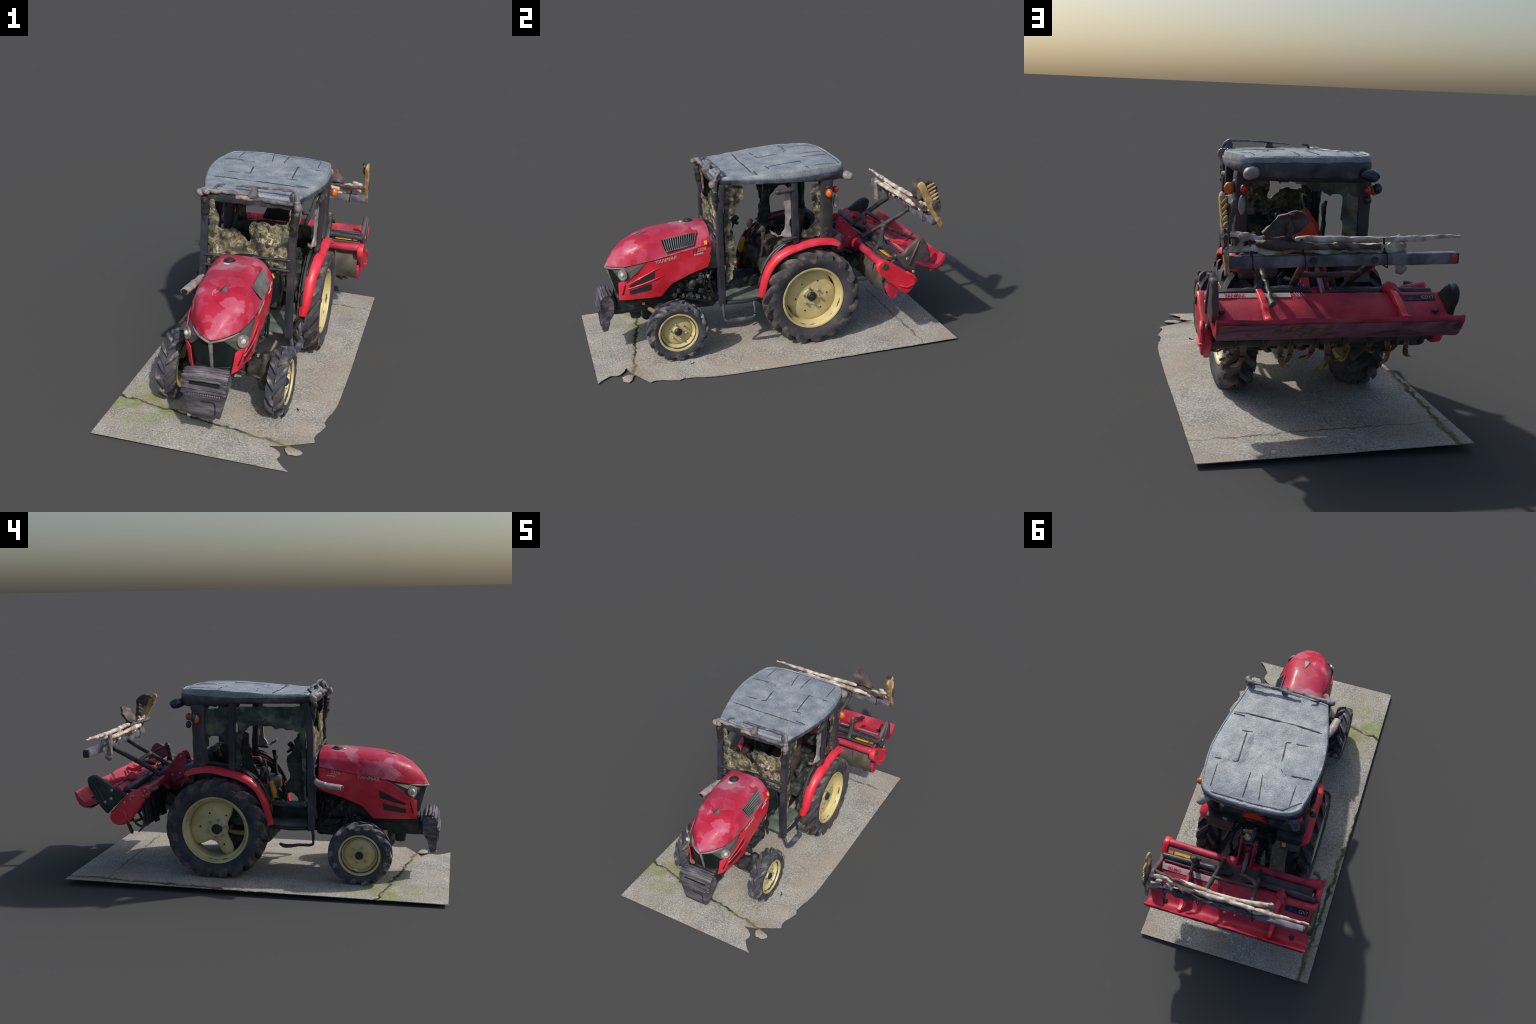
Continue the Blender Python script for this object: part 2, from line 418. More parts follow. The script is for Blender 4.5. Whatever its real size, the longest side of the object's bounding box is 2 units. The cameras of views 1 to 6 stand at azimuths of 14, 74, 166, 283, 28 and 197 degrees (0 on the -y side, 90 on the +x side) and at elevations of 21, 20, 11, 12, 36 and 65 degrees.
def concrete():
    """grey aggregate with joints, moss along the joints and a green bloom at one corner"""
    m = bpy.data.materials.new('mossy_concrete')
    m.use_nodes = True
    nt = m.node_tree
    N, L = nt.nodes, nt.links
    bs = N['Principled BSDF']
    tc = N.new('ShaderNodeTexCoord')
    co = tc.outputs['Object']

    def noise_tex(scale, detail=3, rough=.5):
        t = N.new('ShaderNodeTexNoise')
        t.inputs['Scale'].default_value = scale
        t.inputs['Detail'].default_value = detail
        t.inputs['Roughness'].default_value = rough
        L.new(co, t.inputs['Vector'])
        return t.outputs['Fac']

    def ramp(v, stops):
        r = N.new('ShaderNodeValToRGB')
        el = r.color_ramp.elements
        while len(el) < len(stops):
            el.new(.5)
        for e, (p, c) in zip(el, stops):
            e.position = p
            e.color = srgb(*c)
        L.new(v, r.inputs['Fac'])
        return r.outputs['Color']

    def math_(op, a, b=None, c=None):
        n = N.new('ShaderNodeMath')
        n.operation = op
        for i, v in enumerate((a, b, c)):
            if v is None:
                continue
            if isinstance(v, (int, float)):
                n.inputs[i].default_value = v
            else:
                L.new(v, n.inputs[i])
        return n.outputs[0]

    def rng(v, a, b, c=0., d=1.):
        n = N.new('ShaderNodeMapRange')
        n.inputs['From Min'].default_value = a
        n.inputs['From Max'].default_value = b
        n.inputs['To Min'].default_value = c
        n.inputs['To Max'].default_value = d
        L.new(v, n.inputs['Value'])
        return n.outputs['Result']

    def mix(f, a, b, mode='MIX'):
        n = N.new('ShaderNodeMix')
        n.data_type = 'RGBA'
        n.blend_type = mode
        for sock, v in ((n.inputs['Factor'], f), (n.inputs['A'], a), (n.inputs['B'], b)):
            pass
        fi, ai, bi = n.inputs[0], n.inputs[6], n.inputs[7]
        for s, v in ((fi, f), (ai, a), (bi, b)):
            if isinstance(v, (int, float)):
                s.default_value = v
            elif isinstance(v, tuple):
                s.default_value = v
            else:
                L.new(v, s)
        return n.outputs[2]

    base = ramp(noise_tex(6, 6, .6), [(.3, (118, 113, 104)), (.44, (156, 151, 142)), (.56, (180, 176, 168)), (.72, (204, 199, 188))])
    speck = ramp(noise_tex(130, 4, .7), [(.36, (88, 87, 83)), (.45, (150, 149, 143)), (.55, (178, 176, 169)), (.64, (232, 229, 220))])
    col = mix(.62, base, speck)
    sep = N.new('ShaderNodeSeparateXYZ')
    L.new(co, sep.inputs[0])
    x, y = sep.outputs[0], sep.outputs[1]
    wob = rng(noise_tex(14, 4), .3, .7, -.014, .014)
    wob2 = rng(noise_tex(60, 3), .3, .7, -.004, .004)
    w = math_('ADD', wob, wob2)
    # front joint y = -0.745 - 0.18 x ; rear joint y = 0.79 + 0.02 x ; side joint x = -0.517 + 0.066 y
    d1 = math_('ABSOLUTE', math_('ADD', math_('ADD', math_('MULTIPLY', x, .18), y), math_('ADD', w, .745)))
    d2 = math_('ABSOLUTE', math_('ADD', math_('ADD', math_('MULTIPLY', x, -.02), y), math_('ADD', w, -.79)))
    d3 = math_('ABSOLUTE', math_('ADD', math_('ADD', math_('MULTIPLY', y, -.066), x), math_('ADD', w, .517)))
    d4 = math_('ABSOLUTE', math_('ADD', math_('SUBTRACT', math_('MULTIPLY', x, 1.0), .425), math_('ADD', math_('MULTIPLY', y, .08), math_('MULTIPLY', w, 2.5))))
    crack4 = math_('MULTIPLY', rng(d4, .0015, .006, 1, 0), math_('MULTIPLY', rng(y, -.60, -.64), rng(y, -.80, -.78)))
    patch = noise_tex(11, 3)
    green = ramp(noise_tex(50, 4), [(.3, (44, 56, 22)), (.55, (78, 96, 36)), (.75, (112, 124, 62))])
    dirt = ramp(noise_tex(70, 4), [(.3, (48, 42, 34)), (.7, (86, 78, 64))])
    bloom = math_('MULTIPLY', math_('MULTIPLY', rng(d1, .05, .26, 1, 0), rng(x, -.02, -.38)), rng(noise_tex(9, 5), .38, .66))
    col = mix(math_('MULTIPLY', bloom, .85), col, srgb(134, 148, 70))
    halo = math_('MULTIPLY', rng(math_('MINIMUM', d1, d3), .006, .05, 1, 0), rng(patch, .42, .66))
    col = mix(math_('MULTIPLY', halo, .55), col, srgb(112, 116, 66))
    j = math_('MAXIMUM', rng(d1, .004, .011, 1, 0), math_('MAXIMUM', math_('MULTIPLY', rng(d2, .002, .006, 1, 0), .75), rng(d3, .006, .016, 1, 0)))
    jc = mix(rng(patch, .44, .58), dirt, green)
    col = mix(j, col, jc)
    col = mix(math_('MULTIPLY', crack4, .8), col, srgb(78, 72, 64))
    # faint brown blotches across the slab
    wash = math_('MULTIPLY', rng(noise_tex(3.2, 5), .46, .66), .45)
    col = mix(wash, col, srgb(168, 148, 128))
    L.new(col, bs.inputs['Base Color'])
    bs.inputs['Roughness'].default_value = .9
    bs.inputs['Specular IOR Level'].default_value = .2
    bp = N.new('ShaderNodeBump')
    bp.inputs['Strength'].default_value = .4
    bp.inputs['Distance'].default_value = .004
    L.new(noise_tex(150, 3), bp.inputs['Height'])
    L.new(bp.outputs['Normal'], bs.inputs['Normal'])
    return m


CONCRETE = concrete()


# ------------------------------------------------------------------ concrete patch
def slab_z(x, y):
    u = (x + .515) / 1.03
    v = (y + 1) / 2
    z = (1 - u) * ((1 - v) * .013 + v * .032) + u * ((1 - v) * .001 + v * .016)
    z += .007 * math.sin(math.pi * v) * math.sin(math.pi * u) - .004 * math.sin(math.pi * v) * u - .004 * u * v
    joint = abs(y + .745 + .18 * x + .012 * noise.noise(Vector((x * 9, y * 9, 1))))
    z -= .004 * max(0, 1 - joint / .009)
    j3 = abs(x + .517 - .066 * y)
    z -= .003 * max(0, 1 - j3 / .012)
    z += .0012 * noise.noise(Vector((x * 12, y * 12, 4)))
    return max(z, .0)


slab = empty('concrete_slab')
slab["label"] = "patch of mossy grey concrete ground with joints and a torn corner"
slab["category"] = "concrete ground"
g = Geo()
right_edge = [(-1, .394), (-.975, .366), (-.96, .352), (-.924, .328), (-.895, .338), (-.877, .333), (-.85, .30), (-.838, .266), (-.828, .30),
              (-.81, .345), (-.79, .37), (-.765, .42), (-.737, .462), (-.70, .452), (-.681, .455), (-.62, .478), (-.589, .486), (-.56, .474), (-.528, .478), (-.45, .496),
              (-.396, .506), (-.29, .510), (0, .514), (.5, .512), (1, .512)]
NY, NX = 330, 150
rows = []
for jy in range(NY + 1):
    y = -1 + 2 * jy / NY
    xr = lerp(right_edge, y) + (.004 * noise.noise(Vector((3, y * 40, 0))) if y < -.3 else .0015 * noise.noise(Vector((3, y * 20, 0))))
    rows.append([Vector((-.515 + (xr + .515) * i / NX, y, 0)) for i in range(NX + 1)])
top = [[g.bm.verts.new((p.x, p.y, slab_z(p.x, p.y) + .0032)) for p in r] for r in rows]
hole = [(.315, -.468), (.336, -.48), (.338, -.524)]
for a, b in zip(top, top[1:]):
    for i in range(NX):
        c = (a[i].co + b[i + 1].co) / 2
        if not inside(hole, c.x, c.y):
            g.bm.faces.new((a[i], a[i + 1], b[i + 1], b[i]))
bmesh.ops.recalc_face_normals(g.bm, faces=g.bm.faces)
if sum(f.normal.z for f in g.bm.faces) < 0:
    bmesh.ops.reverse_faces(g.bm, faces=g.bm.faces)
bmesh.ops.solidify(g.bm, geom=g.bm.faces[:], thickness=.003)
g.obj('ground_sheet', CONCRETE, slab, angle=50)
g = Geo()
chip = [(.343, -.832), (.352, -.815), (.363, -.808), (.385, -.818), (.409, -.824), (.428, -.842), (.42, -.858), (.403, -.872), (.38, -.868), (.367, -.873), (.352, -.855)]
g.plate(chip, .0015, .006, 'z', bev=.001)
g.obj('concrete_chip', CONCRETE, slab)

# ------------------------------------------------------------------ the tractor
T = empty('farm_tractor')
T["label"] = "red compact cab tractor with rear rotary tiller and tool rack"
T["category"] = "tractor"

# ---- hood -----------------------------------------------------------------
HT = [(-.876, .507), (-.866, .527), (-.84, .566), (-.784, .618), (-.71, .655), (-.62, .678), (-.5, .689), (-.37, .694), (-.315, .692)]
HW = [(-.876, .002), (-.866, .026), (-.845, .055), (-.785, .103), (-.72, .131), (-.667, .143), (-.6, .148), (-.5, .150), (-.315, .147)]
HL = [(-.876, .503), (-.845, .510), (-.785, .520), (-.667, .549), (-.312, .611)]
FACET = [(0, 1), (.25, .992), (.45, .945), (.64, .76), (.78, .46), (.92, .15), (1, 0)]      # with the vent chamfer
FULL = [(0, 1), (.25, .992), (.5, .955), (.70, .86), (.85, .66), (.95, .34), (1, 0)]       # round shoulder


def half_w(y, s):
    """the hood is a little fuller on its left"""
    return lerp(HW, y) * (lerp([(-.6, 1.0), (-.315, .97)], y) if s > 0 else lerp([(-.876, 1.0), (-.78, 1.05), (-.6, 1.10), (-.315, 1.14)], y))


def arch(y, s, f):
    k = 1.0 if s < 0 else lerp([(-.66, 1.0), (-.56, 0.0)], y)
    return lerp(FULL, f) * k + lerp(FACET, f) * (1 - k)

HB = [(-.83, .325), (-.81, .333), (-.6, .338), (-.575, .368), (-.54, .408), (-.445, .447), (-.315, .487)]


def hood_z(y, x):
    s = 1 if x > CX else -1
    w = half_w(y, s)
    return lerp(HL, y) + (lerp(HT, y) - lerp(HL, y)) * arch(y, s, min(1, abs(x - CX) / max(w, 1e-4)))


def side_x(y, z, s=1):
    """half width of the side panel at (y, z)"""
    w = lerp([(-.83, .100), (-.80, .128), (-.76, .141), (-.70, .147), (-.6, .150), (-.315, .146)], y)
    k = lerp([(.31, .80 if y < -.7 else .88), (.36, .90), (.43, .985), (.50, 1.0), (.62, 1.0)], z)
    return w * k * half_w(y, s) / lerp(HW, y)


hood = Geo()
rings = []
ys = [-.876, -.870, -.862, -.85, -.835, -.815, -.785, -.75, -.71, -.667] + [-.63 + .035 * i for i in range(10)]
for y in ys:
    t, b = lerp(HT, y), lerp(HL, y)
    wl_, wr_ = half_w(y, -1), half_w(y, 1)
    FS = [0, .12, .25, .38, .5, .6, .7, .78, .85, .9, .95, .98, 1]
    ring = [Vector((CX - f * wl_, y, b + (t - b) * arch(y, -1, f))) for f in FS[::-1]] + [Vector((CX + f * wr_, y, b + (t - b) * arch(y, 1, f))) for f in FS[1:]]
    # drip lip turned in under the edge
    e = .006
    ring = [Vector((CX - max(wl_ - e, 0), y + .003, b - .002))] + ring + [Vector((CX + max(wr_ - e, 0), y + .003, b - .002))]
    rings.append(ring)
hood.rings(rings, closed=False)
bmesh.ops.solidify(hood.bm, geom=hood.bm.faces[:], thickness=-.004)
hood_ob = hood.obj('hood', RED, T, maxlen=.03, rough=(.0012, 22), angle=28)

# shut line under the hood and side panels
for s in (1, -1):
    g = Geo()
    rings = []
    for i in range(40):
        y = -.825 + (.825 - .313) * i / 39
        zt = lerp([(-.83, .43), (-.79, .452), (-.765, .478), (-.70, .525), (-.667, .545), (-.312, .608)], y)
        zb = lerp(HB, y)
        ring = []
        for k in range(13):
            z = zb + (zt - zb) * k / 12
            ring.append(Vector((CX + s * side_x(y, z, s), y, z)))
        rings.append(ring)
    g.rings(rings, closed=False)
    bmesh.ops.recalc_face_normals(g.bm, faces=g.bm.faces)
    bmesh.ops.solidify(g.bm, geom=g.bm.faces[:], thickness=.005)
    g.obj('side_panel', RED_SIDE, hood_ob, rough=(.0008, 25), angle=35)
    # dark seam strip above the panel
    g = Geo()
    g.tube([(CX + s * (side_x(y, .6, s) - .0006), y, lerp(HL, y) - .001) for y in [-.66, -.6, -.5, -.4, -.314]], .0016, n=6)
    g.obj('hood_seam', DARKHOLE, hood_ob)


def on_side(poly, s, name, m, lift=.0016, parent=None, n=8):
    """thin curved panel on the side skin: quad poly in (y,z) (a,b along the bottom, c,d along the top)"""
    a, b, c, d = [Vector((p[0], p[1])) for p in poly]
    g2 = Geo()
    rr = []
    for i in range(n + 1):
        u = i / n
        lo = a.lerp(b, u)
        hi = d.lerp(c, u)
        rr.append([])
        for k in range(5):
            q = lo.lerp(hi, k / 4)
            rr[-1].append(Vector((CX + s * (side_x(q.x, q.y, s) + lift), q.x, q.y)))
    g2.rings(rr, closed=False)
    bmesh.ops.recalc_face_normals(g2.bm, faces=g2.bm.faces)
    bmesh.ops.solidify(g2.bm, geom=g2.bm.faces[:], thickness=.002)
    return g2.obj(name, m, parent or hood_ob)


for s in (1, -1):
    on_side([(-.768, .412), (-.636, .452), (-.630, .492), (-.766, .424)], s, 'air_intake', GRILLE)
    on_side([(-.771, .367), (-.655, .386), (-.652, .422), (-.770, .392)], s, 'air_intake', GRILLE)
    on_side([(-.810, .364), (-.802, .364), (-.789, .425), (-.793, .428)], s, 'air_intake', DARKHOLE)
    # raised brow over the upper intake
    g = Geo()
    g.tube([(CX + s * (side_x(y, z, s) + .001), y, z) for y, z in [(-.775, .428), (-.70, .466), (-.63, .500), (-.60, .508)]], [.004, .004, .003, .001], n=8)
    g.tube([(CX + s * (side_x(y, z, s) + .001), y, z) for y, z in [(-.775, .402), (-.70, .424), (-.63, .446), (-.58, .462)]], [.004, .004, .004, .001], n=8)
    g.obj('intake_brow', RED_SIDE, hood_ob)

# grille: dark bowed front with a pale centre blade
g = Geo()
rings = []
for i in range(19):
    u = -1 + 2 * i / 18
    ring = []
    for k in range(9):
        f = k / 8
        ztop = .488 + .030 * min(1, abs(u) / .9)
        z = .322 + .003 * (1 - u * u) + (ztop - .322) * f
        w = lerp([(.32, .088), (.36, .112), (.42, .126), (.52, .112)], z)
        yc = lerp([(.32, -.812), (.345, -.830), (.40, -.846), (.49, -.862)], z)
        ye = lerp([(.32, -.800), (.42, -.785), (.52, -.772)], z)
        ring.append(Vector((CX + u * w, yc + (ye - yc) * abs(u) ** 2.2, z)))
    rings.append(ring)
g.rings(rings, closed=False)
bmesh.ops.solidify(g.bm, geom=g.bm.faces[:], thickness=.006)
grille = g.obj('grille', GRILLE, T)
g = Geo()
for z, yc, w in [(.352, -.836, .100), (.334, -.825, .092)]:
    pts = [(CX + u * w, yc + (.044 if abs(u) > .95 else .03 * abs(u) ** 2.2 + .006), z + .004 * u * u) for u in [-1, -.75, -.5, -.25, 0, .25, .5, .75, 1]]
    g.tube(pts, .0035, n=8)
g.obj('grille_rib', BLACK, grille)
g = Geo()
g.tube([(CX, -.868, .484), (CX, -.853, .43), (CX, -.842, .385), (CX, -.832, .345)], [.010, .009, .008, .007], n=10, flat=.5, up=(0, 1, 0))
g.obj('grille_blade', CHROME, grille)
for s in (1, -1):
    g = Geo()
    g.tube([(CX, -.876, .492), (CX + s * .026, -.869, .499), (CX + s * .056, -.849, .503), (CX + s * .084, -.818, .509), (CX + s * .104, -.785, .514)],
           [.008, .0075, .007, .006, .004], n=8, flat=.6)
    g.obj('chrome_trim', CHROME, grille)
    # headlight: faceted swept-back housing, ring and lens
    g = Geo()
    A = Vector((CX + s * .055, -.846, .494)); Bt = Vector((CX + s * .104, -.788, .514)); Cc = Vector((CX + s * .149, -.672, .545))
    D = Vector((CX + s * .150, -.735, .490)); Ee = Vector((CX + s * .137, -.785, .442)); F = Vector((CX + s * .108, -.806, .438))
    M = Vector((CX + s * .126, -.795, .487))
    ring = [A, Bt, Cc, D, Ee, F]
    back = [p + Vector((-s * .012, .012, 0)) for p in ring]
    vs = [g.bm.verts.new(p) for p in ring + back + [M + Vector((s * .004, -.004, 0))]]
    for i in range(6):
        j2 = (i + 1) % 6
        g.bm.faces.new((vs[i], vs[j2], vs[12]))
        g.bm.faces.new((vs[i], vs[j2], vs[6 + j2], vs[6 + i]))
    g.obj('headlight', HOUSING, grille, angle=20)
    ax = Vector((s * .72, -.66, .1)).normalized()
    c = Vector((CX + s * .128, -.800, .485))
    g = Geo()
    g.tube([c - ax * .004, c + ax * .004, c + ax * .006, c + ax * .002, c - ax * .003], [.029, .029, .024, .018, .013], n=28, dome=False)
    g.obj('headlight_reflector', CHROME, grille)
    g = Geo()
    g.ball(c + ax * .001, (.0135, .0135, .0135))
    g.obj('headlight_lens', LENS, grille)

# hood fittings: emblem, filler cap, side vents, small labels
g = Geo()
em = [(CX + .004, -.640), (CX + .019, -.700), (CX + .006, -.708), (CX - .011, -.700)]
vs = [g.bm.verts.new((x, y, hood_z(y, x) + .003)) for x, y in em]
g.bm.faces.new(vs)
bmesh.ops.solidify(g.bm, geom=g.bm.faces[:], thickness=.004)
g.obj('hood_emblem', CHROME, hood_ob)
g = Geo()
em = [(CX + .003, -.642), (CX - .011, -.700), (CX - .019, -.697)]
vs = [g.bm.verts.new((x, y, hood_z(y, x) + .0028)) for x, y in em]
g.bm.faces.new(vs)
bmesh.ops.solidify(g.bm, geom=g.bm.faces[:], thickness=.004)
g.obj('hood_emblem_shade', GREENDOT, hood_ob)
g = Geo()
cz = hood_z(-.398, -.06)
g.tube([(-.062, -.398, cz - .006), (-.062, -.398, cz + .002), (-.062, -.398, cz + .004)], [.030, .029, .022], n=24, dome=False)
g.ball((-.062, -.398, cz + .005), (.020, .020, .009))
g.obj('filler_cap', BLACK, hood_ob)
g = Geo()
g.box((-.064, -.440, hood_z(-.44, -.064) + .0012), (.028, .010, .002), rot=(2, 0, 0))
g.obj('filler_label', WHITE, hood_ob)
for s in (1, -1):
    V = [Vector((CX + s * .098, -.388, .668)), Vector((CX + s * .137, -.410, .612)), Vector((CX + s * .147, -.568, .592)), Vector((CX + s * .104, -.580, .648))]
    nrm = (V[1] - V[0]).cross(V[3] - V[0]).normalized()
    if nrm.x * s < 0:
        nrm = -nrm
    if s == 1:
        def vp(u, v, h):
            return V[0].lerp(V[3], u).lerp(V[1].lerp(V[2], u), v) + nrm * h
        g = Geo()
        g.rings([[vp(i / 6, k / 3, .0025) for k in range(4)] for i in range(7)], closed=False)
        bmesh.ops.solidify(g.bm, geom=g.bm.faces[:], thickness=.002)
        g.obj('vent_backing', DARKHOLE, hood_ob)
        g = Geo()
        loop = [vp(u, v, .004) for u, v in [(0, 0), (1, 0), (1, 1), (0, 1), (0, 0)]]
        g.tube(loop, .0035, n=8)
        for i in range(1, 15):
            u = i / 15
            g.tube([vp(u, .02, .0045), vp(u, .98, .0045)], .0028, n=6)
        g.obj('hood_vent', VENT, hood_ob)
g = Geo()
g.box((CX + .1475, -.345, .622), (.003, .016, .022), rot=(0, -28, 0))
g.obj('hood_label', YELLOW, hood_ob)


def lettering(txt, name, m, height, length, place, parent, slant=0.0):
    """text mesh bent on to a surface: place(u along, v up, h off the surface)"""
    cu = bpy.data.curves.new(name, 'FONT')
    cu.body = txt
    cu.extrude = .02
    cu.offset = .012
    cu.resolution_u = 3
    tmp = bpy.data.objects.new('tmp_text', cu)
    bpy.context.scene.collection.objects.link(tmp)
    dg = bpy.context.evaluated_depsgraph_get()
    me = bpy.data.meshes.new_from_object(tmp.evaluated_get(dg))
    bpy.data.objects.remove(tmp)
    xs = [v.co.x for v in me.vertices]
    ysv = [v.co.y for v in me.vertices]
    w, h = max(xs) - min(xs), max(ysv) - min(ysv)
    x0, y0 = min(xs), min(ysv)
    for v in me.vertices:
        u = (v.co.x - x0) / w * length
        t = (v.co.y - y0) / h * height
        v.co = Vector(place(u + slant * t, t, .0012 if v.co.z > 0 else -.001))
    me.materials.append(m)
    ob = bpy.data.objects.new(name, me)
    bpy.context.scene.collection.objects.link(ob)
    ob.parent = parent
    return ob


def side_text(s, y0, z0, slope):
    # s=+1 reads towards +y, s=-1 towards -y
    return lambda u, v, h: (CX + s * (side_x(y0 + s * u, z0 + slope * u + v, s) + h), y0 + s * u, z0 + slope * u + v)


lettering('YANMAR', 'lettering', DECAL, .019, .122, side_text(1, -.628, .531, .14), hood_ob, .25)
lettering('YANMAR', 'lettering', DECAL, .019, .118, side_text(-1, -.514, .556, -.14), hood_ob, .25)
lettering('YT', 'lettering', DECAL_DARK, .020, .030, side_text(1, -.424, .566, .12), hood_ob, .2)
lettering('233A', 'lettering', DECAL, .020, .050, side_text(1, -.392, .571, .12), hood_ob, .2)
lettering('HI-SPEED', 'lettering', WHITE, .009, .050, side_text(1, -.410, .552, .12), hood_ob, .2)
lettering('YT', 'lettering', DECAL_DARK, .019, .030, side_text(-1, -.347, .578, -.12), hood_ob, .2)
lettering('233A', 'lettering', DECAL, .019, .049, side_text(-1, -.379, .574, -.12), hood_ob, .2)
lettering('HI-SPEED', 'lettering', WHITE, .009, .050, side_text(-1, -.355, .562, -.12), hood_ob, .2)

# ---- engine bay, frame, front axle, weights ---------------------------------
g = Geo()
g.box((CX, -.56, .300), (.15, .56, .10), bev=.012)                      # front frame rails
g.box((CX, -.46, .40), (.20, .29, .16), bev=.02)                       # engine block
g.box((CX, -.40, .52), (.23, .16, .18), bev=.02)
g.box((CX, -.72, .42), (.17, .14, .16), bev=.02)                       # radiator
g.box((CX, -.36, .27), (.20, .14, .10), bev=.02)
g.obj('engine', IRON, T, rough=(.006, 28), maxlen=.025, angle=50)
g = Geo()
random.seed(5)
for s in (1, -1):
    for i in range(46):
        y = random.uniform(-.53, -.30)
        z = random.uniform(.25, lerp(HB, y) - .015)
        sz = [random.uniform(.012, .035) for _ in range(3)]
        x = CX + s * random.uniform(.09, .118)
        if random.random() < .5:
            g.box((x, y, z), sz, rot=[random.uniform(-25, 25) for _ in range(3)], bev=.003)
        else:
            g.disc((x, y, z), (random.uniform(-.3, .3) + s, random.uniform(-.5, .5), random.uniform(-.6, .6)), sz[0] * .5, sz[1], n=12)
    g.disc((CX + s * .118, -.375, .405), (0, 0, 1), .016, .055)
    g.disc((CX + s * .118, -.375, .440), (0, 0, 1), .019, .016)
    g.ball((CX + s * .118, -.42, .385), (.02, .024, .026))
g.obj('engine_fitting', IRON, T, rough=(.003, 40), maxlen=.02, kind='stuff')
g = Geo()
for s in (1, -1):
    g.tube([(CX + s * .12, -.31, .46), (CX + s * .135, -.33, .40), (CX + s * .13, -.315, .33), (CX + s * .125, -.29, .27)], .006, n=8, smooth=5)
    g.tube([(CX + s * .12, -.335, .45), (CX + s * .13, -.36, .38), (CX + s * .12, -.33, .30)], .005, n=8, smooth=5)
    g.tube([(CX + s * .14, -.30, .66), (CX + s * .17, -.295, .63), (CX + s * .185, -.29, .56), (CX + s * .18, -.285, .50)], .005, n=8, smooth=5)
    g.tube([(CX + s * .11, -.55, .33), (CX + s * .12, -.45, .30), (CX + s * .12, -.34, .27)], .006, n=8, smooth=5)
g.obj('hose', BLACKHOSE, T)
g = Geo()
g.box((.118, -.368, .425), (.014, .022, .026), bev=.003)
g.box((.118, -.335, .418), (.014, .016, .020), bev=.003)
g.obj('pale_fitting', LAMPGREY, T, rough=(.002, 60))
# cowl and rubber seal between hood and cab
g = Geo()
rings = []
for y, k in [(-.345, .93), (-.318, .97), (-.295, 1.05), (-.275, 1.12)]:
    w = .15 * k
    rings.append([Vector((CX + w * math.sin(a) * (1 if abs(math.sin(a)) < .97 else 1), y, .47 + (.215 + .012 * (y + .345) / .07) * max(math.cos(a), -.1) ** .5 if math.cos(a) > 0 else .47)) for a in
                  [math.radians(d) for d in range(-90, 91, 10)]])
g.rings(rings, closed=False)
bmesh.ops.solidify(g.bm, geom=g.bm.faces[:], thickness=.006)
g.obj('cowl', GRILLE, T, rough=(.004, 30), maxlen=.02)

# front frame, tow bracket, weights
g = Geo()
g.box((CX, -.765, .272), (.13, .19, .075), bev=.008)
g.box((CX, -.735, .213), (.10, .055, .05), bev=.01)
g.box((CX, -.69, .315), (.17, .20, .03), bev=.008)
g.obj('front_frame', BLACK, T, rough=(.003, 30), maxlen=.03)
g = Geo()
g.box((.072, -.693, .285), (.004, .016, .016), bev=.001)
g.obj('frame_label', YELLOW, T)


wgroup = empty('front_weight', T)
WP = [(-.842, .335), (-.846, .352), (-.852, .362), (-.857, .366), (-.861, .361), (-.865, .361), (-.870, .368), (-.876, .361), (-.880, .358), (-.886, .364), (-.892, .356),
      (-.896, .348), (-.902, .350), (-.904, .336), (-.903, .328), (-.896, .326), (-.896, .302), (-.905, .300), (-.911, .292), (-.908, .284), (-.912, .278), (-.912, .25),
      (-.911, .20), (-.910, .155), (-.902, .140), (-.890, .142), (-.880, .170), (-.872, .210), (-.852, .245), (-.844, .30)]
g = Geo()
rings = []
for i in range(23):
    u = -1 + 2 * i / 22
    ring = []
    for y, z in WP:
        w = lerp([(.13, .070), (.16, .076), (.225, .088), (.255, .094), (.28, .104), (.36, .104)], z)
        yy = y
        zz = z
        if abs(u) > .99:
            yy = -.875 + (y + .875) * .86
            zz = .25 + (z - .25) * .975
        if abs(u) > .72 and .300 < z < .33 and y > -.9 and y < -.88:      # handle recess only in the middle
            yy = -.904
        if z > .33:
            zz += -.012 * u * u + .006 * u                               # the cap bows down at its ends
        lean = lerp([(.14, .012), (.26, .004), (.33, -.004), (.37, -.012)], z)     # the stack stands upright
        ring.append(Vector((-.012 + u * w, -.848 + (yy + .842) * 1.33 + lean, zz)))
    rings.append(ring)
g.rings(rings)
g.obj('weight_block', WEIGHT, wgroup, rough=(.0016, 45), maxlen=.018, angle=50)
g = Geo()
g.box((-.010, -.9215, .315), (.145, .006, .024), bev=.001)
g.obj('handle_recess', DARKHOLE, wgroup)
g = Geo()
for i in range(15):
    g.ball((-.085 + i * .0105, -.9385, .270 - .0002 * i), (.0036, .003, .003), n=8)
g.obj('weight_bead', LAMPGREY, wgroup, kind='stuff')
g = Geo()
g.tube([(-.02, -.9370, .235), (.035, -.9370, .236), (.044, -.9370, .228), (.044, -.9320, .175)], .0022, n=6)
g.obj('weight_panel_line', DARKHOLE, wgroup)
g = Geo()
for yy, zz, w in ((-.872, .364, .096), (-.890, .366, .099), (-.907, .362, .102), (-.922, .350, .103), (-.932, .335, .103), (-.932, .297, .101), (-.941, .283, .100)):
    g.tube([(-.012 - w, yy + .003, zz - .012), (-.012 - w * .6, yy, zz - .004), (-.012, yy, zz), (-.012 + w * .6, yy, zz), (-.012 + w, yy + .003, zz - .004)], .0066, n=8)
g.obj('weight_rib', WEIGHT, wgroup, rough=(.0015, 60), maxlen=.02)
for x in (-.078, .05):
    g = Geo()
    g.disc((x, -.920, .150), (0, 1, 0), .009, .016, n=14)
    g.obj('weight_foot', LAMPGREY, wgroup)

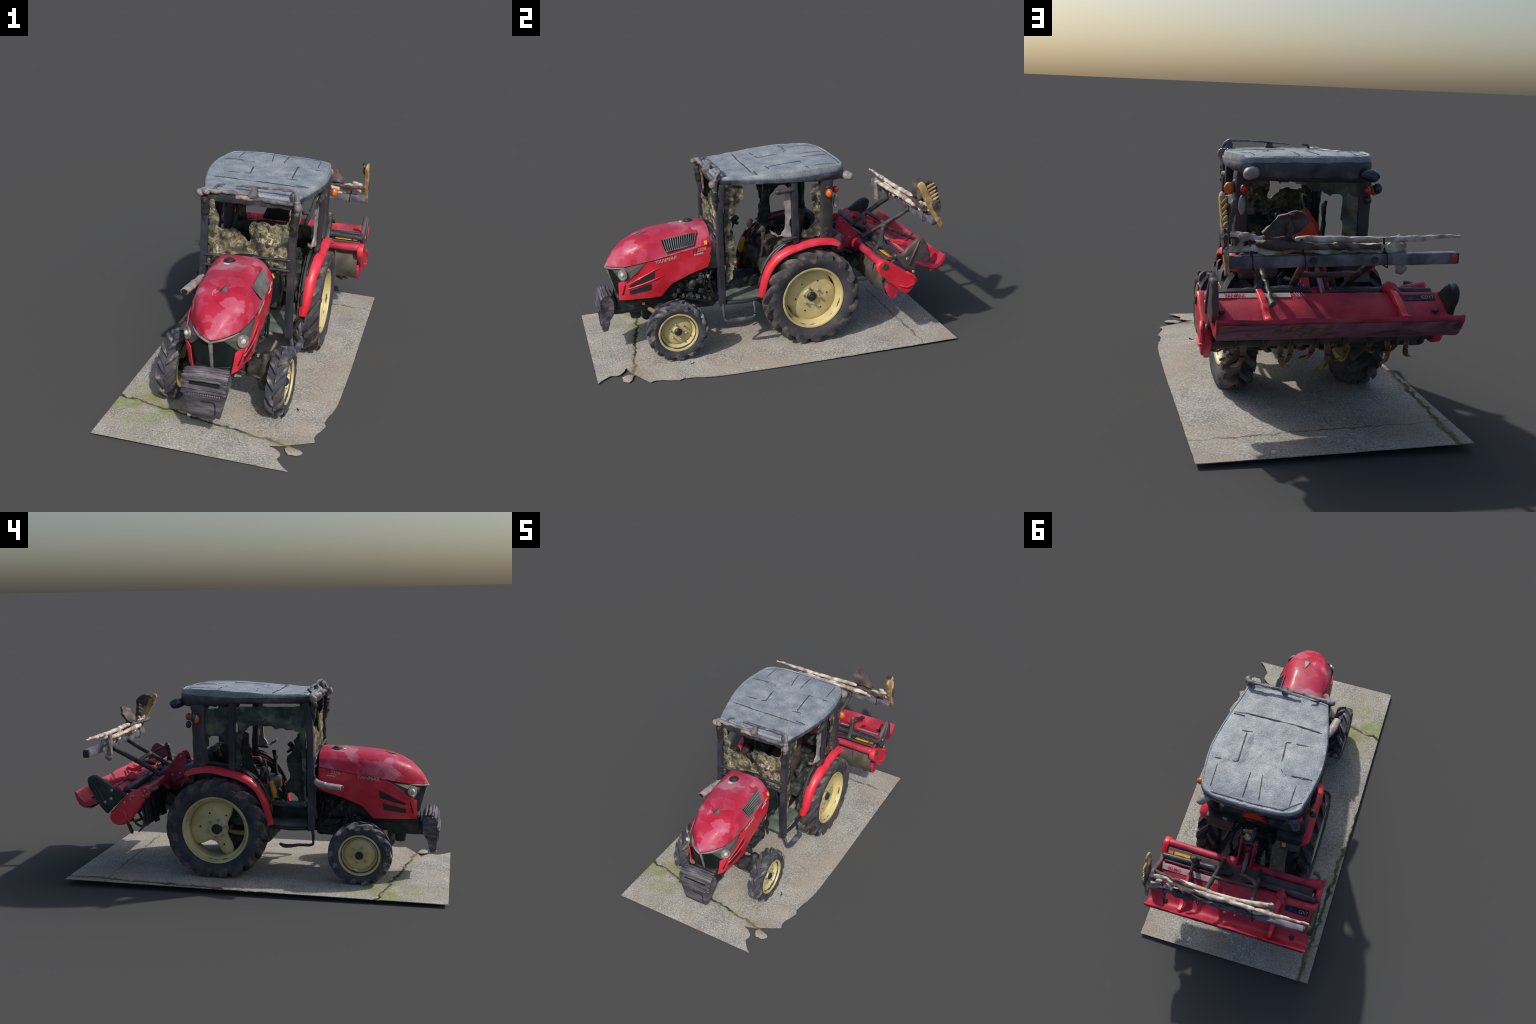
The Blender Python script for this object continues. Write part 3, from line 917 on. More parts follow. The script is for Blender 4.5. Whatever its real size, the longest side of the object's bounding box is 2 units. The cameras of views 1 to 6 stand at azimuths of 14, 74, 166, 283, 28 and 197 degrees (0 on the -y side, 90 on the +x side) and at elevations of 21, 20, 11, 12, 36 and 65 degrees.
# front axle
g = Geo()
g.tube([(CX - .20, -.545, .205), (CX - .10, -.55, .225), (CX, -.555, .235), (CX + .10, -.55, .225), (CX + .20, -.545, .205)], [.036, .034, .045, .034, .036], n=14, smooth=4)
for s in (1, -1):
    g.tube([(CX + s * .175, -.545, .30), (CX + s * .175, -.545, .255), (CX + s * .18, -.545, .19), (CX + s * .18, -.545, .13)], [.026, .040, .046, .030], n=14)
    g.disc((CX + s * .205, -.545, .18), (1, 0, 0), .05, .05)
    g.box((CX + s * .13, -.60, .255), (.06, .05, .07), rot=(10, 0, 20), bev=.012)
    g.tube([(CX + s * .06, -.61, .235), (CX + s * .17, -.61, .215)], .010, n=10)
    g.ball((CX + s * .14, -.575, .275), (.03, .028, .022))
g.box((CX, -.56, .262), (.09, .12, .08), bev=.015)
g.obj('front_axle', IRON, T, rough=(.005, 35), maxlen=.02)

# ---- gearbox, belly, rear axle ------------------------------------------------
g = Geo()
g.box((CX, -.16, .30), (.16, .34, .13), bev=.02)
g.box((CX, .16, .32), (.20, .34, .20), bev=.03)
g.box((CX, .32, .36), (.16, .12, .20), bev=.02)
g.tube([(CX - .22, .212, .287), (CX + .22, .212, .287)], .055, n=16)
g.box((CX, .10, .255), (.10, .2, .08), bev=.02)
g.disc((CX, .40, .33), (0, 1, 0), .03, .10)
g.obj('transmission', IRON, T, rough=(.008, 24), maxlen=.03)

# ---- wheels -------------------------------------------------------------------
def wheel(name, cx, cy, cz, s, R, rim, half, lugs, hub_r, bolt_r, nb, disc_fn, disc_x, lug_h, sweep, lug_w):
    w = empty(name, T)
    # tyre body
    g = Geo()
    rt = R - lug_h
    prof = [(half * .62, rim - .012), (half * .74, rim + .000), (half * .92, rim + (rt - rim) * .25), (half * 1.0, rim + (rt - rim) * .52),
            (half * 1.02, rim + (rt - rim) * .74), (half * .97, rim + (rt - rim) * .90), (half * .6, rt - .002), (0, rt + .002)]
    full = prof + [(-x, r) for x, r in prof[-2::-1]]
    g.lathe(full, cy, cz, n=72, sgn=1, cx=cx, close=True)
    body = g
    g = Geo()
    # lugs: bars swept from the tread centre back to the shoulder and down the side wall
    for i in range(lugs):
        for side in (1, -1):
            ph0 = 2 * math.pi * (i + (0 if side == 1 else .5)) / lugs
            rings = []
            steps = [(.02, 0, 1.0), (.25, .2, 1.0), (.5, .45, .995), (.75, .72, .985), (.92, .92, .958), (1.0, 1.05, .90), (1.03, 1.14, .82), (.99, 1.2, .76)]
            for xf, uf, rf in steps:
                ph = ph0 - sweep * uf
                wd = lug_w * (0.8 + .5 * uf) / R
                ro = R * rf
                ri = min(ro - .004, rt - .006) if rf > .93 else ro - .012
                x = cx + side * half * xf
                xi = x if rf > .93 else x - side * .010
                ring = []
                for dph, r, xx in ((-wd * .62, ri, xi), (-wd * .42, ro, x), (wd * .42, ro, x), (wd * .62, ri, xi)):
                    a = ph + dph
                    ring.append(Vector((xx, cy - r * math.cos(a), cz - r * math.sin(a))))
                rings.append(ring)
            g.rings(rings)
    lug_ob = g.obj('tyre_lug', LUGPALE if R < .2 else LUGDUST, w, rough=(.0022, 30, cx * 9), angle=35, kind='stuff')
    tyre = body.obj('tyre', TYRE, w, rough=(.0022, 30, cx * 9), angle=35)
    # flat contact with the ground
    zmin = slab_z(cx, cy) + .003
    for v in list(tyre.data.vertices) + list(lug_ob.data.vertices):
        v.co.z = max(v.co.z, zmin)
    # rim barrel
    g = Geo()
    o = half * .80
    prof = [(o, rim + .006), (o + .004, rim + .003), (o + .003, rim - .004), (o - .006, rim - .006), (o - .012, rim - .012), (o - .020, rim - .014), (o - .026, rim - .022),
            (o - .045, rim - .026), (-half * .8, rim - .02), (-half * .85, rim + .002), (-half * .75, rim + .004), (0, rim - .016)]
    g.lathe(prof, cy, cz, n=64, sgn=s, cx=cx, close=True)
    g.obj('rim', CREAM, w, angle=35)
    # wheel disc, slightly dished, outline from disc_fn
    g = Geo()
    n = 96
    rr = []
    for r, dx in [(.18, .010), (.30, .010), (.34, .004), (.55, .002), (.80, .000), (.92, -.004), (1.0, -.012)]:
        ring = []
        for k in range(n):
            a = 2 * math.pi * k / n
            q = disc_fn(a)
            ring.append(Vector((cx + s * (disc_x + dx), cy + q * r * math.cos(a), cz + q * r * math.sin(a))))
        rr.append(ring)
    g.rings(rr, cap=False)
    bmesh.ops.recalc_face_normals(g.bm, faces=g.bm.faces)
    bmesh.ops.solidify(g.bm, geom=g.bm.faces[:], thickness=.006)
    g.obj('wheel_disc', CREAM, w, angle=30)
    g = Geo()
    g.disc((cx + s * (disc_x + .012), cy, cz), (1, 0, 0), hub_r, .022, n=28)
    g.disc((cx + s * (disc_x + .024), cy, cz), (1, 0, 0), hub_r * .45, .006, n=20)
    g.tube([(cx + s * (disc_x - .01), cy, cz), (cx - s * half * .9, cy, cz)], hub_r * 1.5, n=16)
    g.obj('hub', BLACK, w)
    for k in range(nb):
        a = 2 * math.pi * (k + .5) / nb + .26
        g = Geo()
        p = (cx + s * (disc_x + .012), cy + bolt_r * math.cos(a), cz + bolt_r * math.sin(a))
        g.disc(p, (1, 0, 0), hub_r * .27, .016, n=6, bev=.15)
        g.obj('wheel_bolt', BOLT, w)
    return w


front_disc = lambda a: .082
wheel('front_wheel', .252, -.545, .180, 1, .167, .104, .044, 13, .021, .044, 6, front_disc, .010, .019, .38, .030)
wheel('front_wheel', -.273, -.545, .178, -1, .167, .104, .048, 13, .021, .044, 6, front_disc, .028, .019, .38, .030)


def rear_disc_r(a):
    # flats on the disc leave gaps against the rim
    return .152 - .016 * max(0, math.cos(2 * (a - .5))) ** 6 - .010 * max(0, math.cos(a - 1.5)) ** 8 - .006 * max(0, math.cos(3 * a)) ** 4


def rear_disc_l(a):
    # deep bites: forward side and lower rear
    d = (a + math.pi) % (2 * math.pi) - math.pi
    q = .150
    fwd = math.exp(-((abs(abs(d) - math.pi) + 0.0) / .80) ** 6)       # towards -y (front)
    low = math.exp(-((d + 1.25) / .46) ** 4)                          # low, rear side
    return q - .090 * fwd - .075 * low


wr = wheel('rear_wheel', .257, .212, .287, 1, .276, .172, .069, 16, .027, .050, 6, rear_disc_r, .014, .029, .34, .046)
wl = wheel('rear_wheel', -.283, .212, .287, -1, .276, .176, .071, 16, .027, .050, 6, rear_disc_l, .016, .029, .34, .046)
for k in range(6):
    a = 2 * math.pi * k / 6 + .1
    for cx, s, w in ((.257, 1, wr), (-.283, -1, wl)):
        g = Geo()
        r = .092
        if s == -1 and rear_disc_l(a) < .10:
            continue
        g.disc((cx + s * (.015 if s == 1 else .021), .212 + r * math.cos(a), .287 + r * math.sin(a)), (1, 0, 0), .0045, .006, n=10)
        g.obj('disc_hole', DARKHOLE, w)

# ---- fenders ------------------------------------------------------------------
FEN = [(-.085, .312), (-.078, .36), (-.062, .43), (-.030, .498), (.012, .548), (.068, .582), (.156, .608), (.243, .620), (.32, .614), (.368, .596), (.386, .572), (.384, .548)]
for s in (1, -1):
    g = Geo()
    path = smooth_path([(0, y, z) for y, z in FEN], 4)
    rings = []
    for i, p in enumerate(path):
        a = path[max(i - 1, 0)]
        b = path[min(i + 1, len(path) - 1)]
        t = (b - a).normalized()
        nv = Vector((0, -t.z, t.y))                        # outward (away from the wheel)
        if nv.z < 0 and nv.y > 0 and i < 6:
            nv = -nv
        f = i / (len(path) - 1)
        xin = .236 + .010 * f
        xout = lerp([(0, .272), (.15, .292), (.5, .318), (.85, .322), (1, .306)], f)
        th = .020
        ring = []
        for xx, hh in [(xin, -.022), (xin, .002), (xin + .012, .008), ((xin + xout) / 2, .010), (xout - .014, .006), (xout - .003, -.004), (xout, -.020), (xout - .006, -.022), (xout - .012, -.010), (xin + .01, -.008)]:
            q = p + nv * (hh - .008)
            ring.append(Vector((CX + s * xx, q.y, q.z)))
        rings.append(ring)
    g.rings(rings)
    fen = g.obj('fender', RED_SIDE, T, rough=(.0018, 22), maxlen=.03, angle=45)
    # inner cab wall behind the fender
    g = Geo()
    poly = [(-.075, .285), (-.07, .36), (-.052, .43), (-.02, .495), (.02, .545), (.075, .578), (.156, .602), (.245, .615), (.335, .612), (.345, .50), (.30, .40), (.12, .30)]
    g.plate(poly, CX + s * .222, CX + s * .238, 'x')
    g.obj('cab_side_panel', INTERIOR, T, rough=(.004, 26), maxlen=.03)
    g = Geo()
    g.tube([(CX + s * .243, y, z + .012) for y, z in FEN[1:9]], .008, n=8, smooth=3)
    g.obj('fender_seal', GREENSTEEL, T)

# ---- cab frame ------------------------------------------------------------------
def side_cab(y):
    """half width of the cab wall along y"""
    return lerp([(-.30, .222), (-.1, .248), (.12, .276), (.22, .284), (.34, .284)], y)


for s in (1, -1):
    g = Geo()
    g.tube([(CX + s * .228, -.284, .282), (CX + s * .224, -.284, .45), (CX + s * .219, -.282, .69), (CX + s * .221, -.276, .86), (CX + s * .224, -.262, .955)], .0185, n=12, square=True, up=(0, 1, 0), smooth=3)
    g.obj('cab_pillar', FRAME, T, rough=(.003, 26), maxlen=.02)
    g = Geo()
    g.tube([(CX + s * .213, -.268, .30), (CX + s * .208, -.268, .69), (CX + s * .212, -.262, .92)], .008, n=8)
    g.obj('door_seal', BLACKHOSE, T)
    g = Geo()
    g.tube([(CX + s * .268, .126, .595), (CX + s * .276, .122, .75), (CX + s * .274, .118, .955)], .0175, n=12, square=True, up=(0, 1, 0), smooth=3)
    g.obj('cab_pillar', FRAME, T, rough=(.003, 26), maxlen=.02)
    g = Geo()
    zz = [.60, .70, .80, .90, .955]
    g.box((CX + s * .260, .302, .775), (.052, .072, .345), bev=.012)
    g.obj('cab_pillar', PILLAR, T, rough=(.003, 22), maxlen=.025)
    g = Geo()
    g.box((CX + s * .285, .300, .665), (.006, .030, .028), bev=.003)
    g.box((CX + s * .285, .300, .645), (.008, .018, .016), bev=.003)
    g.obj('pillar_hinge', FRAME, T)
    # door sill and header rails
    g = Geo()
    g.tube([(CX + s * .226, -.285, .290), (CX + s * .240, -.18, .288), (CX + s * .246, -.085, .296)], .010, n=10)
    g.obj('door_sill', BLACK, T, rough=(.002, 30))
    g = Geo()
    g.tube([(CX + s * .220, -.275, .966), (CX + s * .238, -.1, .966), (CX + s * .262, .12, .964), (CX + s * .268, .33, .950)], .011, n=12, square=True, smooth=3)
    g.obj('header_rail', FRAME, T, rough=(.002, 30), maxlen=.02)
    # lower belt rail above the fender
    g = Geo()
    g.tube([(CX + s * .252, -.02, .515), (CX + s * .262, .06, .592), (CX + s * .272, .14, .612), (CX + s * .272, .27, .618)], .008, n=8, smooth=3)
    g.obj('belt_rail', BLACKHOSE, T)
g = Geo()
g.tube([(CX - .215, -.272, .955), (CX, -.285, .958), (CX + .215, -.272, .955)], .016, n=12, square=True)
g.tube([(CX - .25, .330, .930), (CX + .25, .330, .930)], .020, n=12, square=True)
g.tube([(CX - .25, .330, .615), (CX + .25, .330, .615)], .014, n=12, square=True)
g.obj('cross_rail', FRAME, T, rough=(.003, 26), maxlen=.02)
g = Geo()
g.tube([(CX - .215, -.296, .668), (CX - .12, -.300, .672), (CX + .12, -.300, .690), (CX + .215, -.296, .690)], .0075, n=10)
g.tube([(CX + .12, -.300, .640), (CX + .215, -.296, .637)], .009, n=10)
g.tube([(CX - .215, -.296, .615), (CX - .13, -.300, .615)], .008, n=10)
g.obj('windscreen_rail', FRAME, T, rough=(.002, 30), maxlen=.02)
# bulkhead below the windscreen
g = Geo()
g.box((CX - .035, -.275, .49), (.31, .014, .38), bev=.004)
g.box((CX + .135, -.278, .55), (.05, .012, .24), bev=.004)
g.obj('bulkhead', INTERIOR, T, rough=(.006, 26), maxlen=.025)

# steps
g = Geo()
g.tube([(.232, -.285, .29), (.250, -.280, .215), (.262, -.262, .197), (.262, -.19, .197), (.262, -.125, .202), (.250, -.108, .222), (.240, -.110, .285)], .010, n=10, smooth=4, flat=.7)
g.box((.262, -.19, .198), (.034, .13, .012), bev=.004)
g.obj('step', GUTTER, T, rough=(.002, 40), maxlen=.02)
g = Geo()
g.tube([(-.236, -.290, .285), (-.244, -.296, .225), (-.25, -.285, .205), (-.25, -.22, .202), (-.25, -.15, .193), (-.25, -.118, .204)], [.008, .007, .008, .008, .011, .008], n=10, smooth=4)
g.obj('step', GUTTER, T, rough=(.002, 40), maxlen=.02)

# exhaust stub on the left
g = Geo()
g.tube([(-.225, -.292, .552), (-.238, -.325, .533), (-.252, -.36, .528)], [.016, .018, .020], n=16)
g.tube([(-.246, -.345, .530), (-.254, -.38, .526), (-.267, -.450, .521)], [.018, .024, .022], n=16, dome=False, flat=.68)
g.obj('exhaust_stub', PINKMETAL, T, rough=(.002, 40), maxlen=.012)
g = Geo()
g.tube([(-.267, -.447, .521), (-.2675, -.4515, .521)], .017, n=16, dome=False, flat=.7)
g.obj('exhaust_bore', DARKHOLE, T)
g = Geo()
g.tube([(-.232, -.288, .60), (-.236, -.300, .56), (-.232, -.30, .50), (-.225, -.30, .42), (-.19, -.30, .34)], .011, n=10, smooth=3)
g.box((-.225, -.300, .525), (.04, .035, .06), bev=.008)
g.obj('mirror_bracket', FRAME, T, rough=(.004, 40), maxlen=.015)

# ---- roof -----------------------------------------------------------------------
RW_R = [(-.272, .216), (-.18, .237), (-.07, .264), (.06, .286), (.16, .296), (.26, .289), (.32, .279), (.36, .270)]
RW_L = [(-.272, .236), (-.19, .262), (-.11, .284), (-.03, .301), (.07, .312), (.14, .312), (.21, .303), (.30, .288), (.36, .272)]
ROWS = [-.272, -.22, -.16, -.10, -.04, .02, .08, .14, .20, .25, .30, .34, .365]
right = [(lerp(RW_R, y), y) for y in ROWS] + [(.255, .388), (.236, .406), (.205, .419), (.15, .427), (.08, .430), (0, .430)]
left = [(-.08, .429), (-.15, .424), (-.205, .414), (-.236, .402), (-.256, .386)] + [(-lerp(RW_L, y), y) for y in ROWS[::-1]]
front = [(-.15, -.284), (-.075, -.289), (0, -.291), (.075, -.289), (.15, -.284)]
loop = right + left + front
RC = 0.0


def roof_top(x, y):
    """crowned top with pressed panels"""
    k = max(0, 1 - (abs(x) / .30) ** 2.4)
    z = .997 + .008 * k - .022 * x
    z += lerp([(-.29, -.004), (-.1, .0), (.05, .003), (.15, .010), (.28, .021), (.36, .019), (.43, .009)], y)
    if y < -.095:
        z -= .003
    if .02 < y < .20 and abs(x) > .105:
        z += .006
    if abs(x) < .03 and y > -.09:
        z -= .002
    return z


g = Geo()
def rl(scale, z=None, dz=0.0):
    out = []
    for x, y in loop:
        yy = .07 + (y - .07) * scale
        xx = x * scale
        out.append(Vector((RC + xx, yy, (roof_top(xx, yy) + dz) if z is None else z)))
    return out


def edge_z(y):
    return lerp([(-.29, .950), (-.1, .956), (.1, .955), (.25, .940), (.43, .932)], y)


lo = [Vector((RC + x * .93, .07 + (y - .07) * .955, edge_z(y))) for x, y in loop]
mid1 = [Vector((RC + x * .975, .07 + (y - .07) * .985, edge_z(y) + .012)) for x, y in loop]
mid = [Vector((RC + x * 1.0, y, .977)) for x, y in loop]
rs = [[Vector((RC + x * .88, .07 + (y - .07) * .90, .962)) for x, y in loop], [Vector((RC + x * .975, .07 + (y - .07) * .98, .968 - .018 * x)) for x, y in loop], [Vector((RC + x * .996, .07 + (y - .07) * .997, .979 - .022 * x + max(0, y - .1) * .05)) for x, y in loop], [Vector((RC + x * .998, .07 + (y - .07) * .998, .989 - .022 * x + max(0, y - .1) * .06)) for x, y in loop], rl(.985, None, .002), rl(.968, None, .003), rl(.955, None, -.001)]
for k in (.93, .90, .84, .76, .68, .60, .5, .4, .3, .2, .1, .02):
    rs.append(rl(k))
g.rings(rs)
roof = g.obj('roof', ROOF, T, maxlen=.014, rough=(.0013, 30), angle=50)
# darker under-edge band round the roof
g = Geo()
def band(k, z):
    return [Vector((RC + x * k, .07 + (y - .07) * k, z if z is not None else 0)) for x, y in loop]
b0 = [Vector((RC + x * .90, .07 + (y - .07) * .945, edge_z(y) - .004)) for x, y in loop]
b1 = [Vector((RC + x * .962, .07 + (y - .07) * .982, edge_z(y) + .002)) for x, y in loop]
b2 = [Vector((RC + x * 1.002, .07 + (y - .07) * 1.002, .958 - .018 * x)) for x, y in loop]
b3 = [Vector((RC + x * 1.008, .07 + (y - .07) * 1.006, .972 - .022 * x + max(0, y - .1) * .05)) for x, y in loop]
b4 = [Vector((RC + x * .990, .07 + (y - .07) * .992, .982 - .022 * x + max(0, y - .1) * .05)) for x, y in loop]
g.rings([b0, b1, b2, b3, b4], cap=False)
bmesh.ops.recalc_face_normals(g.bm, faces=g.bm.faces)
bmesh.ops.solidify(g.bm, geom=g.bm.faces[:], thickness=.004)
g.obj('roof_edge', GUTTER, T, maxlen=.02, rough=(.0018, 24), angle=50)
# headliner
g = Geo()
g.rings([[Vector((RC + x * .91, .07 + (y - .07) * .93, .958)) for x, y in loop], [Vector((RC + x * .91, .07 + (y - .07) * .93, .964)) for x, y in loop]])
g.obj('headliner', INTERIOR, T)
# pressed grooves
SEAMS = [[(.236, -.084), (.172, -.093), (-.105, -.096), (-.25, -.09)], [(-.27, .004), (-.092, .016), (-.086, .022), (-.101, .172), (-.125, .203), (-.275, .194)],
         [(.262, .020), (.135, .017), (.131, .026), (.123, .195), (.130, .201), (.270, .210)]]
GR = [[(.234, -.074), (.176, -.075)], [(.173, -.093), (-.105, -.096), (-.237, -.09)], [(.253, .020), (.148, .014), (.104, .008)],
      [(-.257, .004), (-.092, .016), (-.086, .022), (-.101, .172)], [(.131, .026), (.123, .195), (.130, .201), (.257, .210)], [(-.13, .204), (-.259, .194)],
      [(.220, .243), (.215, .370)], [(.039, .242), (.037, .383)], [(-.024, .236), (-.047, .377)], [(-.207, .248), (-.206, .368)],
      [(.205, .400), (-.026, .404), (-.18, .395), (-.262, .330)]]
for i, seg in enumerate(GR + SEAMS):
    g = Geo()
    pts = []
    for a, b in zip(seg, seg[1:]):
        n = max(2, int(math.dist(a, b) / .012))
        for k in range(n + (1 if b == seg[-1] else 0)):
            t = k / n
            x = a[0] + (b[0] - a[0]) * t
            y = a[1] + (b[1] - a[1]) * t
            pts.append((x, y, roof_top(x - RC, y) + (.0006 if i < len(GR) else .0002)))
    wd = .0052 if i < 5 else (.0034 if i < len(GR) else .0022)
    g.tube(pts, [wd * (.75 + .4 * noise.noise(Vector((p[0] * 40, p[1] * 40, 2)))) for p in pts], n=8, flat=.35)
    g.obj('roof_groove', GROOVE, roof)

# front light bar on the roof
g = Geo()
g.tube([(-.078, -.262, 1.020), (-.02, -.266, 1.024), (.06, -.268, 1.026), (.15, -.268, 1.028), (.205, -.272, 1.026), (.222, -.290, 1.005), (.228, -.305, .980)],
       [.006, .009, .009, .009, .011, .012, .014], n=12, smooth=3, flat=.6)
g.tube([(.012, -.292, .985), (.012, -.272, 1.018)], [.028, .014], n=12)
g.tube([(.20, -.28, 1.015), (.21, -.275, .985)], [.014, .018], n=10)
g.tube([(-.225, -.290, .992), (-.15, -.290, .992), (-.06, -.292, .994), (.02, -.290, .998)], [.013, .011, .010, .010], n=10, smooth=3)
g.tube([(-.07, -.290, .975), (.10, -.296, .975), (.20, -.292, .97)], .012, n=10)
g.obj('light_bar', BARGREY, T, rough=(.005, 34), maxlen=.014)
g = Geo()
g.ball((.234, -.314, .966), (.018, .020, .020))
g.tube([(.225, -.296, .985), (.230, -.305, .945), (.222, -.298, .90)], [.016, .014, .011], n=10)
g.obj('work_lamp', LAMPGREY, T, rough=(.004, 40), maxlen=.012)
g = Geo()
g.ball((-.246, -.300, .978), (.022, .020, .018))
g.tube([(-.235, -.285, .990), (-.222, -.310, .992), (-.205, -.325, .992)], [.015, .014, .012], n=10)
g.obj('work_lamp', LAMPGREY, T, rough=(.006, 40), maxlen=.012)
g = Geo()
g.tube([(-.225, -.296, .955), (-.222, -.292, .90), (-.226, -.286, .84)], [.020, .020, .014], n=10)
g.tube([(.222, -.300, .93), (.219, -.300, .87), (.219, -.293, .82)], [.018, .018, .012], n=10)
g.obj('mirror_stay', IRON, T, rough=(.006, 50), maxlen=.012)
g = Geo()
g.tube([(-.19, -.30, .985), (-.17, -.262, 1.015), (-.14, -.258, 1.020)], [.008, .006, .004], n=8)
g.obj('aerial', GUTTER, T)

# rear corner lamps, indicators, tail lights
for s in (1, -1):
    g = Geo()
    g.tube([(CX + s * .225, .405, .952), (CX + s * .252, .430, .948), (CX + s * .262, .448, .944)], [.024, .026, .020], n=14)
    g.obj('corner_lamp', LAMPGREY if s == 1 else BLUELENS, T, rough=(.003, 40), maxlen=.012)
    g = Geo()
    g.ball((CX + s * .258, .360, .880), (.015, .018, .019))
    g.obj('tail_light', REDLENS, T)
    g = Geo()
    g.ball((CX + s * .308, .306, .876), (.022, .018, .024))
    g.obj('indicator', ORANGE, T)
    g = Geo()
    g.box((CX + s * .294, .302, .876), (.024, .03, .036), bev=.006)
    g.tube([(CX + s * .27, .33, .905), (CX + s * .285, .30, .90)], .012, n=8)
    g.obj('lamp_bracket', FRAME, T)
    g = Geo()
    g.ball((CX + s * .264, .360, .815 if s == 1 else .84), (.015, .016, .040 if s == 1 else .02))
    g.obj('reverse_lamp', LAMPGREY if s == 1 else BLUELENS, T)
g = Geo()
g.ball((CX - .318, .318, .884), (.020, .018, .024))
g.obj('indicator_cover', BLUELENS, T)
g = Geo()
g.box((.268, .275, .905), (.02, .014, .016), bev=.003)
g.obj('pillar_label', YELLOW, T)

# ---- glazing fragments and interior -------------------------------------------
sheet('windscreen', GLASSY, T, lambda a, b: (a, -.283 - .006 * math.cos(a * 6), b),
      [(-.213, .60), (-.213, .957), (-.172, .962), (-.178, .907), (-.150, .869), (-.160, .841), (-.150, .815), (-.084, .819), (-.04, .807), (-.026, .777), (.012, .758),
       (.004, .795), (-.005, .812), (.008, .854), (.056, .860), (.122, .855), (.172, .858), (.183, .885), (.19, .945), (.207, .94), (.207, .60)],
      amp=.010, freq=18, seed=1.0, thick=.006)
sheet('door_glass', GLASSY, T, lambda a, b: (CX + side_cab(a) - .012, a, b),
      [(-.258, .945), (-.15, .948), (-.146, .90), (-.152, .86), (-.19, .80), (-.215, .76), (-.218, .70), (-.198, .66), (-.195, .54), (-.215, .42), (-.258, .38)], amp=.006, seed=2.0)
sheet('door_glass', GLASSD, T, lambda a, b: (CX - side_cab(a) - .002, a, b),
      [(-.262, .40), (-.262, .940), (.105, .940), (.105, .60), (.085, .60), (.07, .66), (.07, .73), (.06, .80), (.02, .83), (-.028, .835), (-.085, .832), (-.112, .812),
       (-.136, .822), (-.225, .800), (-.235, .70), (-.24, .60), (-.245, .40)], amp=.006, seed=3.0)
sheet('side_glass', GLASSD, T, lambda a, b: (CX - side_cab(a) + .012, a, b),
      [(.125, .94), (.27, .93), (.27, .72), (.24, .775), (.20, .775), (.15, .74), (.135, .64)], amp=.005, seed=4.0)
sheet('seat_side_sheet', INTERIOR, T, lambda a, b: (-.175, a, b), [(.105, .80), (.105, .53), (.03, .50), (-.01, .50), (.01, .58), (.035, .64), (.055, .71), (.055, .78)], amp=.014, seed=9.0, thick=.012)
sheet('console_sheet', INTERIOR, T, lambda a, b: (-.150, a, b),
      [(-.25, .79), (-.21, .79), (-.18, .735), (-.18, .71), (-.135, .655), (-.146, .60), (-.16, .57), (-.14, .508), (-.185, .454), (-.19, .41), (-.25, .40)], amp=.014, seed=10.0, thick=.02)
sheet('side_glass', GLASSY, T, lambda a, b: (CX + side_cab(a) - .010, a, b),
      [(.215, .925), (.272, .925), (.272, .625), (.150, .625), (.158, .70), (.20, .68), (.235, .72), (.232, .80), (.215, .86)], amp=.006, seed=5.0)
sheet('door_frame_strip', LAMPGREY, T, lambda a, b: (CX + side_cab(a) - .004, a, b),
      [(.066, .90), (.106, .92), (.106, .63), (.03, .66), (-.02, .70), (-.015, .672), (.03, .64), (.07, .68), (.068, .80)], amp=.005, seed=6.0, thick=.010)
g = Geo()
g.tube([(CX + .283, .020, .902), (CX + .285, .06, .906), (CX + .280, .112, .910)], .014, n=12)
g.tube([(CX + .278, .055, .632), (CX + .280, .085, .634), (CX + .278, .125, .640)], .014, n=12, flat=.8)
g.obj('door_handle', PILLAR, T, rough=(.002, 40), maxlen=.015)
sheet('rear_glass', GLASSD, T, lambda a, b: (a, .330, b),
      [(-.24, .95), (.235, .95), (.235, .90), (.16, .885), (.15, .91), (.12, .915), (.10, .900), (.06, .908), (0, .895), (-.06, .86), (-.10, .855), (-.16, .85), (-.175, .74), (-.165, .64), (-.24, .62)],
      amp=.006, seed=7.0)
# interior
g = Geo()
g.box((CX, -.16, .300), (.44, .24, .016), bev=.004)
g.obj('cab_floor', FLOOR, T, rough=(.002, 30), maxlen=.03)
g = Geo()
g.box((CX, .13, .455), (.42, .36, .09), bev=.02)
g.box((CX, .04, .40), (.24, .12, .18), bev=.02)
g.obj('seat_platform', INTERIOR, T, rough=(.01, 22), maxlen=.025)
g = Geo()
g.box((CX, .10, .520), (.20, .20, .07), rot=(6, 0, 0), bev=.025, seg=3)
g.obj('seat_cushion', SEAT, T, rough=(.008, 20), maxlen=.02)
g = Geo()
g.box((CX, .205, .61), (.18, .055, .19), rot=(-10, 0, 0), bev=.025, seg=3)
g.obj('seat_back', SEAT, T, rough=(.008, 20), maxlen=.02)
g = Geo()
g.box((CX, -.215, .55), (.19, .10, .20), bev=.03, seg=3)
g.box((CX, -.225, .635), (.25, .08, .05), bev=.02, seg=3)
g.tube([(CX, -.19, .63), (CX, -.13, .70)], .016, n=12)
g.obj('dashboard', INTERIOR, T, rough=(.010, 24), maxlen=.02)
g = Geo()
ringp = []
c = Vector((CX - .02, -.165, .690))
for k in range(25):
    a = 2 * math.pi * k / 24
    ringp.append(c + Vector((math.cos(a) * .056, math.sin(a) * .056 * .72, math.sin(a) * .056 * -.5)) * 1.0)
g.tube(ringp, .0075, n=8, dome=False)
g.tube([c + Vector((-.055, 0, 0)), c + Vector((.055, 0, 0))], .006, n=8)
g.tube([c, c + Vector((0, -.040, .027))], .006, n=8)
g.obj('steering_wheel', BLACKHOSE, T)
